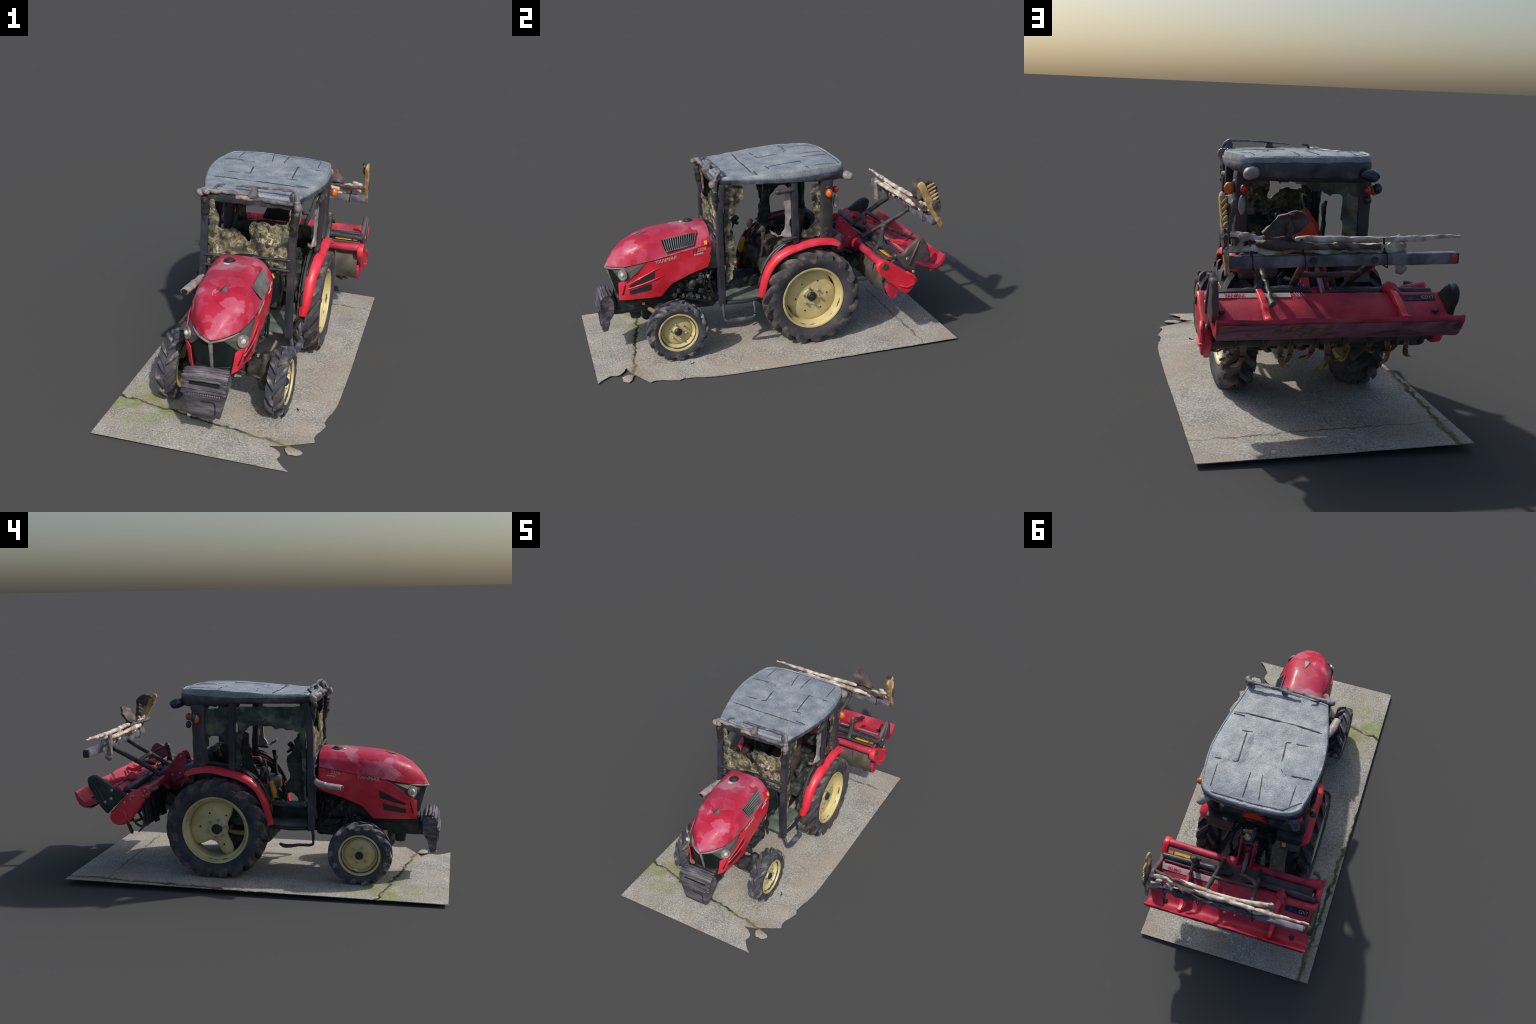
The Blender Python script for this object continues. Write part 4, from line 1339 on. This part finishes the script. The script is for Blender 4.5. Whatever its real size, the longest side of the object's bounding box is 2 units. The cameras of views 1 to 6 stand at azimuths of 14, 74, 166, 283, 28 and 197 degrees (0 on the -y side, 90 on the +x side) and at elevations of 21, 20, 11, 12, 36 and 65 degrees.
for s in (1, -1):
    g = Geo()
    g.box((CX + s * .175, .15, .505), (.07, .25, .08), rot=(8, 0, 0), bev=.02, seg=3)
    g.tube([(CX + s * .155, .03, .53), (CX + s * .16, .08, .575), (CX + s * .16, .15, .58)], [.014, .018, .018], n=10, smooth=3)
    g.obj('side_console', INTERIOR, T, rough=(.014, 26, s), maxlen=.014)
    g = Geo()
    g.tube([(CX + s * .13, -.03, .50), (CX + s * .135, -.02, .58), (CX + s * .13, -.015, .635)], [.010, .008, .013], n=8, smooth=3)
    g.tube([(CX + s * .17, .0, .54), (CX + s * .175, -.02, .60)], [.008, .012], n=8)
    g.obj('control_lever', SEAT, T, rough=(.003, 40), maxlen=.012)
g = Geo()
g.tube([(-.16, -.055, .52), (-.165, -.070, .47), (-.165, -.075, .44)], [.012, .018, .014], n=12)
g.obj('yellow_lever', YELLOW, T)
g = Geo()
g.box((-.17, -.250, .62), (.05, .03, .16), bev=.010)
g.box((.19, -.245, .60), (.025, .03, .14), bev=.006)
g.obj('pillar_console', INTERIOR, T, rough=(.008, 40), maxlen=.015)

g = Geo()
g.box((CX, .312, .630), (.44, .055, .07), bev=.014)
g.obj('rear_shelf', INTERIOR, T, rough=(.010, 24), maxlen=.02)
# slow-vehicle triangle on the rear window
g = Geo()
tri = [(-.088, .672), (-.075, .668), (.060, .668), (.068, .672), (.052, .735), (.014, .792), (-.004, .806), (-.020, .796), (-.060, .740)]
g.plate(tri, .352, .357, 'y', bev=.001)
g.obj('warning_triangle', EMBLEM_RED, T)
g = Geo()
g.plate([(x * 1.02, z - .001) for x, z in tri], .3475, .3518, 'y')
g.obj('triangle_backing', BLACK, T)
g = Geo()
tri2 = [(-.072, .678), (.052, .678), (.036, .735), (-.002, .785), (-.046, .735)]
g.plate(tri2, .3572, .3595, 'y')
g.obj('warning_triangle_face', EMBLEM, T)

# boxes behind the cab above the wheels, licence plate holder
g = Geo()
g.box((.185, .368, .568), (.16, .075, .105), rot=(12, 0, 0), bev=.014)
g.box((-.215, .360, .572), (.15, .06, .10), bev=.012)
g.obj('rear_light_box', PILLAR, T, rough=(.005, 24), maxlen=.02)
g = Geo()
g.box((-.225, .398, .530), (.115, .060, .008), rot=(-52, 0, 5), bev=.002)
g.obj('licence_plate', SIDEPLATE, T)
g = Geo()
g.box((-.190, .4015, .5365), (.022, .026, .008), rot=(-52, 0, 5))
g.obj('plate_sticker', YELLOW, T)

# ---- three-point linkage --------------------------------------------------------
L3 = empty('hitch_linkage', T)
for s in (1, -1):
    g = Geo()
    g.tube([(CX + s * .07, .36, .27), (CX + s * .10, .45, .31), (CX + s * .12, .55, .40)], [.013, .012, .014], n=10, flat=1.6)
    g.obj('lower_link', GREENSTEEL, L3, rough=(.003, 40), maxlen=.015)
    g = Geo()
    g.tube([(CX + s * .085, .36, .53), (CX + s * .11, .42, .52), (CX + s * .115, .455, .47)], [.012, .011, .010], n=10)
    g.tube([(CX + s * .115, .450, .48), (CX + s * .11, .47, .33)], [.011, .013], n=10)
    g.obj('lift_arm', IRON, L3, rough=(.004, 40), maxlen=.015)
g = Geo()
g.tube([(CX, .34, .48), (CX - .01, .42, .56), (CX - .02, .47, .60)], [.013, .011, .013], n=10)
g.obj('top_link', STEELPAINT, L3)
g = Geo()
g.tube([(CX, .40, .33), (CX, .48, .38), (CX, .56, .43)], [.022, .026, .022], n=14)
g.obj('drive_shaft', BLACKHOSE, L3)
g = Geo()
g.box((CX, .415, .40), (.13, .09, .12), bev=.02)
g.box((CX - .05, .47, .42), (.04, .08, .05), rot=(20, 0, 15), bev=.01)
g.box((CX + .05, .46, .40), (.04, .09, .05), rot=(15, 0, -12), bev=.01)
g.tube([(CX - .08, .40, .46), (CX - .06, .46, .44), (CX - .07, .52, .45)], .013, n=8, smooth=3)
g.tube([(CX + .07, .40, .45), (CX + .06, .47, .45), (CX + .08, .53, .44)], .012, n=8, smooth=3)
g.obj('hitch_body', IRON, L3, rough=(.010, 34), maxlen=.014)

# ---- rotary tiller ----------------------------------------------------------------
R = empty('rotary_tiller', T)
# red gear beam
g = Geo()
g.tube([(.430, .560, .490), (.30, .562, .488), (.12, .566, .490), (.095, .568, .490)], [.023, .022, .022, .026], n=18)
g.tube([(-.448, .568, .500), (-.30, .568, .500), (-.13, .568, .503), (-.11, .568, .500)], [.023, .022, .022, .026], n=18)
g.obj('gear_beam', RED_DARK, R, rough=(.0018, 30), maxlen=.02)
g = Geo()
g.tube([(.11, .566, .486), (.06, .57, .478), (0, .575, .470), (-.06, .57, .480), (-.12, .567, .498)], [.026, .038, .050, .040, .026], n=20, smooth=3)
g.tube([(-.01, .56, .48), (-.01, .50, .475), (-.01, .465, .47)], [.045, .036, .028], n=16)
g.obj('gearbox', RED_DARK, R, rough=(.004, 30), maxlen=.015)
# mast plates
mast = [(.456, .632), (.470, .648), (.492, .642), (.514, .618), (.545, .575), (.585, .530), (.590, .46), (.55, .455), (.514, .480), (.475, .508), (.440, .55), (.445, .60)]
for x0 in (-.055, .022):
    g = Geo()
    g.plate(mast, x0, x0 + .010, 'x', bev=.002)
    g.obj('mast_plate', RED_DARK, R, rough=(.002, 30), maxlen=.02)
    for y, z in ((.475, .625), (.53, .52), (.485, .53), (.56, .49)):
        g = Geo()
        g.disc((x0 + (.012 if x0 > 0 else -.002), y, z), (1, 0, 0), .007, .006, n=10)
        g.obj('mast_bolt', BOLT, R)
g = Geo()
g.tube([(-.05, .47, .60), (.03, .47, .60)], .009, n=10)
g.tube([(-.02, .52, .585), (-.02, .64, .50), (-.02, .68, .50)], [.012, .010, .006], n=8)
g.tube([(-.02, .40, .585), (-.02, .47, .598)], .011, n=10)
g.obj('mast_pin', STEELPAINT, R)

# right gear case: rounded red slab hanging from the beam end
def case_outline(pts, n=4):
    P = [Vector((p[0], p[1], 0)) for p in pts]
    P = P + [P[0], P[1], P[2]]
    out = []
    for i in range(len(pts)):
        a, b, c, d = P[i - 1 if i else len(pts) - 1], P[i], P[i + 1], P[i + 2]
        for k in range(n):
            t = k / n
            v = .5 * (2 * b + (c - a) * t + (2 * a - 5 * b + 4 * c - d) * t * t + (3 * b - a - 3 * c + d) * t ** 3)
            out.append((v.x, v.y))
    return out


g = Geo()
caseR = case_outline([(.527, .488), (.545, .508), (.580, .512), (.650, .468), (.722, .418), (.752, .385), (.757, .360), (.735, .325), (.705, .306), (.660, .330), (.600, .385), (.545, .435), (.528, .460)])
g.plate(caseR, .425, .462, 'x', bev=.008)
g.obj('drive_case', RED_SIDE, R, rough=(.0015, 30), maxlen=.02, angle=50)
g = Geo()
g.disc((.465, .568, .482), (1, 0, 0), .018, .006, n=24)
g.obj('case_cap', GREENDOT, R)
g = Geo()
g.tube([(.458, .70, .43), (.464, .74, .405), (.462, .757, .372)], .009, n=8)
g.tube([(.465, .66, .36), (.466, .70, .345), (.465, .735, .355)], .005, n=8)
g.obj('case_rib', RED_SIDE, R)
g = Geo()
g.plate([(.592, .375), (.640, .35), (.662, .325), (.660, .29), (.640, .274), (.615, .278), (.600, .31), (.585, .345)], .418, .440, 'x', bev=.005)
g.obj('skid', RED_DARK, R, rough=(.003, 40), maxlen=.015)
# left case with round end and flange
g = Geo()
caseL = case_outline([(.556, .515), (.590, .522), (.640, .500), (.700, .440), (.738, .400), (.748, .368), (.730, .342), (.690, .330), (.650, .345), (.605, .395), (.570, .445), (.552, .480)])
g.plate(caseL, -.468, -.436, 'x', bev=.008)
g.obj('chain_case', RED_SIDE, R, rough=(.0015, 30), maxlen=.02, angle=50)
g = Geo()
g.disc((-.470, .697, .378), (1, 0, 0), .046, .012, n=32, bev=.4)
g.obj('chain_case_cover', RED_SIDE, R)
g = Geo()
g.disc((-.462, .545, .508), (1, -.2, 0), .028, .016, n=24)
g.tube([(-.45, .56, .505), (-.36, .568, .503)], [.034, .024], n=16)
g.obj('beam_flange', RED_DARK, R)
for y, z in ((.625, .488), (.610, .494), (.628, .474), (.548, .520), (.535, .505), (.555, .495), (.66, .455)):
    g = Geo()
    g.disc((-.471, y, z), (1, 0, 0), .0055, .006, n=10)
    g.obj('case_bolt', BOLT, R)

# curved front shield over the rotor
def shield(x0, x1, a0, a1, r, cy, cz, m, name, th=.006):
    g2 = Geo()
    rr = []
    nx = 24
    for i in range(nx + 1):
        x = x0 + (x1 - x0) * i / nx
        ring = []
        for k in range(15):
            a = math.radians(a0 + (a1 - a0) * k / 14)
            rad = r + .004 * noise.noise(Vector((x * 9, k * .4, 1)))
            e = (.010 * noise.noise(Vector((x * 25, 3, 0))) if k == 14 else 0)
            ring.append(Vector((x, cy - rad * math.cos(a), cz + rad * math.sin(a) + e)))
        rr.append(ring)
    g2.rings(rr, closed=False)
    bmesh.ops.recalc_face_normals(g2.bm, faces=g2.bm.faces)
    bmesh.ops.solidify(g2.bm, geom=g2.bm.faces[:], thickness=th)
    return g2.obj(name, m, R)


shield(-.440, .428, 112, -42, .135, .700, .378, SHIELD, 'rotor_shield')
g = Geo()
for x in (-.30, -.12, .14, .30):
    g.tube([(x, .572, .475), (x, .563, .42), (x, .568, .36)], .005, n=8)
g.obj('shield_rib', SHIELD, R)
# rubber flaps hanging at the front, left of centre
g = Geo()
for i in range(5):
    x = -.42 + i * .06
    g.box((x, .555 + .005 * (i % 2), .40), (.05, .008, .13 + .02 * (i % 3)), rot=(-8, 0, 6 * (i % 2) - 3), bev=.002)
g.obj('rubber_flap', BLACKHOSE, R, rough=(.006, 30), maxlen=.02)

# rear levelling board: trough profile swept across
BOARD = [(.668, .512), (.690, .530), (.706, .534), (.730, .520), (.765, .506), (.800, .487), (.835, .464), (.865, .447), (.885, .444), (.905, .458), (.928, .494), (.934, .500),
         (.939, .493), (.934, .470), (.918, .440), (.895, .424), (.860, .420), (.80, .446), (.74, .480), (.69, .495)]
g = Geo()
rings = []
for i in range(61):
    x = -.466 + (.444 + .466) * i / 60
    dz = .004 * math.sin(i * .35) * .5 + .010 * (i / 60 - .5) * -.4
    rings.append([Vector((x, y, z + (dz if y > .84 else 0) + (.004 if i in (0, 60) else 0))) for y, z in BOARD])
g.rings(rings)
board = g.obj('levelling_board', RED_DARK, R, rough=(.0025, 16), maxlen=.022, angle=50)
# streaky underside strip
g = Geo()
rings = []
for i in range(31):
    x = -.455 + (.435 + .455) * i / 30
    rings.append([Vector((x, y + .002, z - .003)) for y, z in [(.938, .484), (.933, .462), (.916, .434), (.895, .419), (.85, .415), (.85, .420), (.895, .430), (.920, .455)]])
g.rings(rings)
g.obj('board_under_strip', UNDERSTRIP, R, rough=(.002, 30), maxlen=.025)
for x in (.250, -.262):
    g = Geo()
    g.tube([(x, .70, .540), (x, .76, .530), (x, .82, .506), (x, .87, .478), (x, .915, .490)], [.012, .013, .012, .012, .010], n=8, square=True, smooth=3)
    g.obj('board_rib', RED_SIDE, R, rough=(.002, 40), maxlen=.02)
# dark tube and hinge above the board front
g = Geo()
g.tube([(.430, .650, .518), (.30, .648, .524), (.12, .645, .532), (.04, .645, .528)], [.020, .019, .019, .016], n=14)
g.tube([(-.04, .650, .530), (-.20, .650, .524), (-.44, .655, .520)], [.016, .018, .018], n=14)
g.obj('torsion_tube', FRAME, R, rough=(.003, 30), maxlen=.02)
g = Geo()
g.tube([(.41, .678, .533), (.30, .680, .535), (.12, .678, .538)], .007, n=8)
g.obj('green_hose', SIDEPLATE_G, R)
g = Geo()
g.box((0, .625, .500), (.84, .07, .010), rot=(-12, 0, 0), bev=.002)
g.obj('shield_top', SIDEPLATE, R, rough=(.003, 26), maxlen=.03)
g = Geo()
g.box((.333, .628, .511), (.092, .036, .003), rot=(-12, 0, 0))
g.obj('warning_label', YELLOW, R)
g = Geo()
g.box((.400, .628, .511), (.026, .034, .003), rot=(-12, 0, 0))
g.obj('warning_label', ORANGELABEL, R)


def board_z(y):
    return lerp(BOARD[:12], y)


# white stripe with red lettering, dark decal with pale lettering
g = Geo()
rings = [[Vector((x, y, board_z(y) + .0035)) for y in (.700, .712, .726)] for x in [.412 - .028 * i for i in range(11)]]
g.rings(rings, closed=False)
bmesh.ops.solidify(g.bm, geom=g.bm.faces[:], thickness=.002)
g.obj('white_stripe', WHITE, board)
for i in range(4):
    g = Geo()
    x = .118 - i * .009
    g.rings([[Vector((x, .702, board_z(.702) + .004)), Vector((x - .008, .724, board_z(.724) + .004))],
             [Vector((x - .004, .702, board_z(.702) + .004)), Vector((x - .012, .724, board_z(.724) + .004))]], closed=False)
    bmesh.ops.solidify(g.bm, geom=g.bm.faces[:], thickness=.002)
    g.obj('stripe_tick', WHITE, board)
lettering('YANMAR', 'lettering', RED, .016, .078, lambda u, v, h: (.382 - u, .722 - v, board_z(.722 - v) + .0042 + h), board)
g = Geo()
rings = [[Vector((x, y, board_z(y) + .003)) for y in (.722, .738, .752)] for x in [-.300 - .013 * i for i in range(11)]]
g.rings(rings, closed=False)
bmesh.ops.solidify(g.bm, geom=g.bm.faces[:], thickness=.002)
g.obj('model_decal', BLUEDECAL, board)
lettering('CD17', 'lettering', BLUELETTER, .018, .050, lambda u, v, h: (-.376 - u, .747 - v, board_z(.747 - v) + .0035 + h), board)
for x in (.015, -.045):
    g = Geo()
    g.disc((x, .845, board_z(.845) + .004), (0, .5, 1), .006, .006, n=12)
    g.obj('board_bolt', BOLT, board)
for x, y in ((.405, .80), (.350, .872), (-.405, .81), (-.375, .868)):
    g = Geo()
    for k in range(5):
        a = 2 * math.pi * k / 5
        g.tube([(x, y, board_z(y) + .006), (x + .014 * math.cos(a), y + .014 * math.sin(a), board_z(y) + .008)], [.006, .004], n=8)
    g.disc((x, y, board_z(y) + .006), (0, .3, 1), .009, .014, n=12)
    g.obj('star_knob', SIDEPLATE_G, board)

# end plates
plateR = case_outline([(.645, .530), (.683, .536), (.704, .560), (.741, .593), (.773, .611), (.797, .610), (.818, .584), (.833, .552), (.848, .494), (.838, .470), (.800, .464), (.772, .456), (.756, .425), (.736, .415), (.70, .445), (.665, .484)])
plateL = case_outline([(.648, .500), (.690, .520), (.733, .545), (.780, .578), (.818, .594), (.850, .584), (.860, .560), (.846, .520), (.815, .462), (.775, .405), (.755, .392), (.73, .42), (.690, .455)])
for poly, x0, x1, m in ((plateR, .420, .446, SIDEPLATE), (plateL, -.478, -.450, SIDEPLATE_G)):
    g = Geo()
    g.plate(poly, x0, x1, 'x', bev=.009)
    g.obj('end_plate', m, R, rough=(.003, 24), maxlen=.02)
    s = 1 if x0 > 0 else -1
    xo = x1 if s == 1 else x0
    g = Geo()
    g.tube([(xo, p[0], p[1]) for p in ((.72, .47), (.75, .54), (.775, .60))], [.006, .007, .004], n=8) if s == 1 else \
        g.tube([(xo, p[0], p[1]) for p in ((.76, .43), (.79, .50), (.83, .565))], [.006, .008, .005], n=8)
    g.obj('end_plate_rib', m, R)
    for y, z in (((.705, .505), (.745, .425)) if s == 1 else ((.725, .52), (.765, .455), (.73, .475))):
        g = Geo()
        g.disc((xo + s * .002, y, z), (1, 0, 0), .0085, .007, n=12)
        g.obj('end_plate_bolt', BOLT, R)
# rotor shaft and curved tines
g = Geo()
g.tube([(-.43, .700, .362), (0, .700, .354), (.42, .700, .346)], .019, n=16)
for x in [-.40 + .105 * i for i in range(8)]:
    g.disc((x, .700, .354), (1, 0, 0), .032, .012, n=16)
g.obj('rotor_shaft', BROWNSTEEL, R, rough=(.003, 40), maxlen=.02)
random.seed(9)
tine_mesh = None
TX = [(-.41, 205), (-.345, 265), (-.305, 240), (-.26, 300), (-.20, 255), (-.15, 210), (-.10, 285), (-.06, 240), (-.02, 310), (.03, 260), (.075, 225), (.12, 275), (.16, 300),
      (.21, 245), (.255, 205), (.30, 285), (.335, 262), (.375, 240)]
for i, (x, ang) in enumerate(TX):
    if tine_mesh is None:
        g = Geo()
        # blade in local coords: root at the shaft, reaching out and hooking sideways
        g.tube([(0, 0, .012), (0, .006, .045), (.004, .016, .075), (.016, .030, .094), (.036, .040, .102)], [.012, .012, .013, .013, .009], n=10, smooth=4, flat=.5)
        ob = g.obj('tine', TINE, R, rough=(.0015, 60))
        tine_mesh = ob
    else:
        ob = tine_mesh.copy()
        bpy.context.scene.collection.objects.link(ob)
    ob.parent = R
    sc = random.uniform(.85, 1.05)
    m = Matrix.Translation((x, .700, .354)) @ Matrix.Rotation(math.radians(ang - 90 + random.uniform(-12, 12)), 4, 'X') @ Matrix.Diagonal((random.choice((1, -1)) * sc, sc, sc, 1))
    ob.matrix_local = m
# standing post with rod, small levers
g = Geo()
g.tube([(.240, .628, .500), (.242, .640, .56), (.240, .652, .625), (.238, .660, .640)], [.014, .012, .014, .015], n=10, smooth=3)
g.tube([(.240, .655, .628), (.236, .72, .600), (.233, .80, .555), (.233, .856, .530)], [.010, .009, .008, .010], n=10, smooth=3)
g.ball((.240, .655, .632), (.018, .018, .016))
g.ball((.233, .853, .532), (.012, .014, .012))
g.plate([(.600, .500), (.670, .500), (.662, .54), (.648, .60), (.636, .60), (.622, .54)], .228, .252, 'x', bev=.004)
g.obj('depth_post', GREENSTEEL, R, rough=(.005, 50), maxlen=.012)
g = Geo()
g.ball((-.262, .690, .548), (.030, .026, .024))
g.tube([(-.262, .655, .53), (-.262, .70, .55), (-.29, .73, .53)], [.012, .018, .010], n=10)
g.obj('clevis', RED_DARK, R, rough=(.006, 50), maxlen=.012)
g = Geo()
g.tube([(-.430, .545, .500), (-.432, .530, .515), (-.420, .512, .520), (-.398, .505, .522)], [.007, .007, .010, .011], n=10, smooth=3)
g.obj('purple_hook', SIDEPLATE, R)
g = Geo()
g.box((-.405, .66, .506), (.05, .03, .008), bev=.002)
g.box((-.425, .64, .512), (.010, .05, .008), bev=.002)
g.obj('bracket', PINKMETAL, R)

# ---- tool rack behind the cab -------------------------------------------------------
K = empty('tool_rack', T)
g = Geo()
g.tube([(.095, .583, .534), (.110, .70, .596), (.120, .80, .648), (.123, .862, .684)], [.013, .013, .014, .013], n=12)
g.obj('rack_arm', GREENSTEEL, K, rough=(.002, 40), maxlen=.02)
g = Geo()
g.tube([(-.112, .580, .528), (-.122, .66, .580), (-.130, .76, .635), (-.135, .842, .678)], [.013, .013, .014, .013], n=12)
g.obj('rack_arm', GREENSTEEL, K, rough=(.002, 40), maxlen=.02)
g = Geo()
g.tube([(.112, .715, .608), (.0, .712, .606), (-.124, .705, .606)], .011, n=12)
g.tube([(-.124, .70, .605), (-.10, .67, .60), (-.06, .655, .59), (-.02, .65, .575)], .012, n=10, smooth=3)
g.obj('rack_cross_tube', BROWNSTEEL, K, rough=(.002, 40), maxlen=.02)
g = Geo()
g.tube([(.410, .872, .689), (.2, .870, .691), (-.1, .872, .697), (-.436, .873, .702)], .017, n=12, square=True, flat=1.3)
g.obj('rack_rail', STEELPAINT, K, rough=(.0016, 24), maxlen=.02)
g = Geo()
g.box((-.4425, .873, .702), (.010, .030, .040), bev=.003)
g.obj('rail_end_cap', BLACKHOSE, K)
g = Geo()
g.box((-.427, .8905, .703), (.022, .004, .026), bev=.001)
g.obj('red_reflector', REDLENS, K)
for x in (.10, -.125):
    g = Geo()
    g.disc((x, .890, .696 - x * .015), (0, 1, 0), .013, .008, n=20)
    g.obj('rail_plug', FRAME, K)
for x in (.135, -.165, .32):
    g = Geo()
    cz = .695 - x * .015
    g.tube([(x, .855, cz + .026), (x, .899, cz + .026), (x - .004, .901, cz - .026), (x - .004, .855, cz - .026), (x, .853, cz), (x, .855, cz + .026)], .0028, n=6, dome=False)
    g.tube([(x, .876, cz + .02), (x + .006, .872, cz + .075)], .004, n=6)
    g.obj('strap', BLACKHOSE, K)
# long weathered poles
g = Geo()
g.tube([(-.457, .858, .779), (-.36, .860, .776), (-.29, .862, .772), (-.177, .862, .766), (-.05, .860, .766), (.111, .861, .766), (.16, .858, .764)],
       [.0055, .0075, .011, .011, .012, .013, .008], n=12, smooth=4)
g.obj('long_pole', POLEWHITE, K, rough=(.004, 30), maxlen=.012)
g = Geo()
g.tube([(.250, .829, .747), (.15, .832, .745), (.02, .836, .742), (-.12, .830, .746), (-.244, .815, .756)], [.015, .014, .009, .011, .013], n=12, smooth=4)
g.obj('tool_handle', POLEWHITE, K, rough=(.003, 30, 5), maxlen=.012)
g = Geo()
g.tube([(.386, .815, .768), (.32, .825, .765), (.24, .835, .765), (.16, .85, .76)], [.009, .010, .012, .010], n=10, smooth=4)
g.tube([(.30, .872, .752), (.24, .892, .752), (.16, .888, .748), (.02, .886, .744), (-.14, .88, .742)], [.008, .022, .016, .011, .010], n=10, smooth=4)
g.obj('tool_handle', BROWNSTEEL, K, rough=(.006, 34), maxlen=.012)
# dangling cloth-like bundle on the rail
sheet('tool_bundle', POLEWHITE, K, lambda a, b: (a, .862 + .012 * math.sin(a * 30), b), [(-.28, .718), (.22, .708), (.30, .72), (.31, .765), (.10, .752), (-.24, .758)], amp=.012, freq=20, seed=8.0, thick=.016)
# hanging pale bracket near the left
g = Geo()
g.tube([(-.246, .812, .768), (-.25, .815, .73), (-.248, .818, .68), (-.242, .824, .640)], [.016, .018, .020, .017], n=12, flat=.7, smooth=3)
g.tube([(-.245, .82, .645), (-.262, .835, .655)], [.018, .012], n=10)
g.obj('hanging_bracket', LAMPGREY, K, rough=(.004, 40), maxlen=.012)
# bent blade standing on the rail
g = Geo()
g.plate([(.118, .835), (.150, .872), (.195, .868), (.235, .852), (.262, .815), (.282, .790), (.270, .775), (.180, .776), (.150, .79)], .862, .876, 'y', bev=.002)
for v in g.bm.verts:
    v.co.y += .030 * (v.co.z - .80) / .07 * (1 if v.co.x < .2 else .5)
g.obj('spade_blade', BROWNSTEEL, K, rough=(.006, 26), maxlen=.012)
g = Geo()
g.tube([(.188, .900, .862), (.188, .885, .82), (.185, .872, .77)], [.013, .012, .011], n=10)
g.obj('spade_socket', BROWNSTEEL, K, rough=(.004, 40), maxlen=.012)
# wooden comb / rake head at the right end, teeth facing back
g = Geo()
g.tube([(.412, .790, .898), (.411, .826, .830), (.410, .872, .742), (.410, .922, .656)], [.020, .019, .018, .011], n=10, square=True, up=(1, 0, 0), flat=.62)
g.ball((.413, .789, .899), (.012, .021, .021))
g.obj('rake_head', WOOD, K, rough=(.003, 40), maxlen=.012)
for i in range(9):
    t = .05 + i * .092
    b = Vector((.412, .806, .890)).lerp(Vector((.410, .908, .690)), t)
    d = Vector((0.0, .90, .43)).normalized() * (lerp([(0, .060), (.4, .054), (.9, .026)], t) + .004 * math.sin(i * 2.3))
    g = Geo()
    g.tube([b, b + d * .6 + Vector((.002 * math.sin(i * 5), 0, 0)), b + d], [.0085, .0068, .004], n=8)
    g.obj('rake_tooth', WOOD, K)
g = Geo()
g.tube([(.398, .800, .903), (.393, .840, .906), (.388, .875, .890), (.394, .890, .850), (.404, .896, .815), (.416, .900, .778), (.414, .898, .74)], [.008, .010, .010, .008, .008, .010, .006], n=8, smooth=3)
g.plate([(.815, .903), (.850, .910), (.872, .893), (.878, .860), (.850, .84), (.83, .86)], .388, .400, 'x', bev=.002)
g.plate([(.850, .80), (.895, .81), (.900, .75), (.893, .72), (.870, .75)], .414, .424, 'x', bev=.002)
g.obj('rake_bracket', BROWNSTEEL, K, rough=(.006, 34), maxlen=.010)
g = Geo()
g.tube([(.415, .895, .735), (.36, .878, .735), (.30, .868, .74)], [.012, .010, .012], n=10)
g.tube([(.40, .85, .785), (.34, .84, .772), (.28, .845, .765)], [.009, .012, .009], n=10)
g.tube([(.36, .865, .735), (.35, .87, .775), (.33, .86, .785)], [.010, .014, .008], n=10)
g.obj('rake_clamp', POLEWHITE, K, rough=(.006, 34), maxlen=.012)

for o in list(bpy.data.objects):
    if o.type == 'MESH' and not o.data.polygons:
        bpy.data.objects.remove(o)
print('objects', len(bpy.data.objects), 'tris', sum(len(o.data.loop_triangles) or len(o.data.polygons) * 2 for o in bpy.data.objects if o.type == 'MESH'))
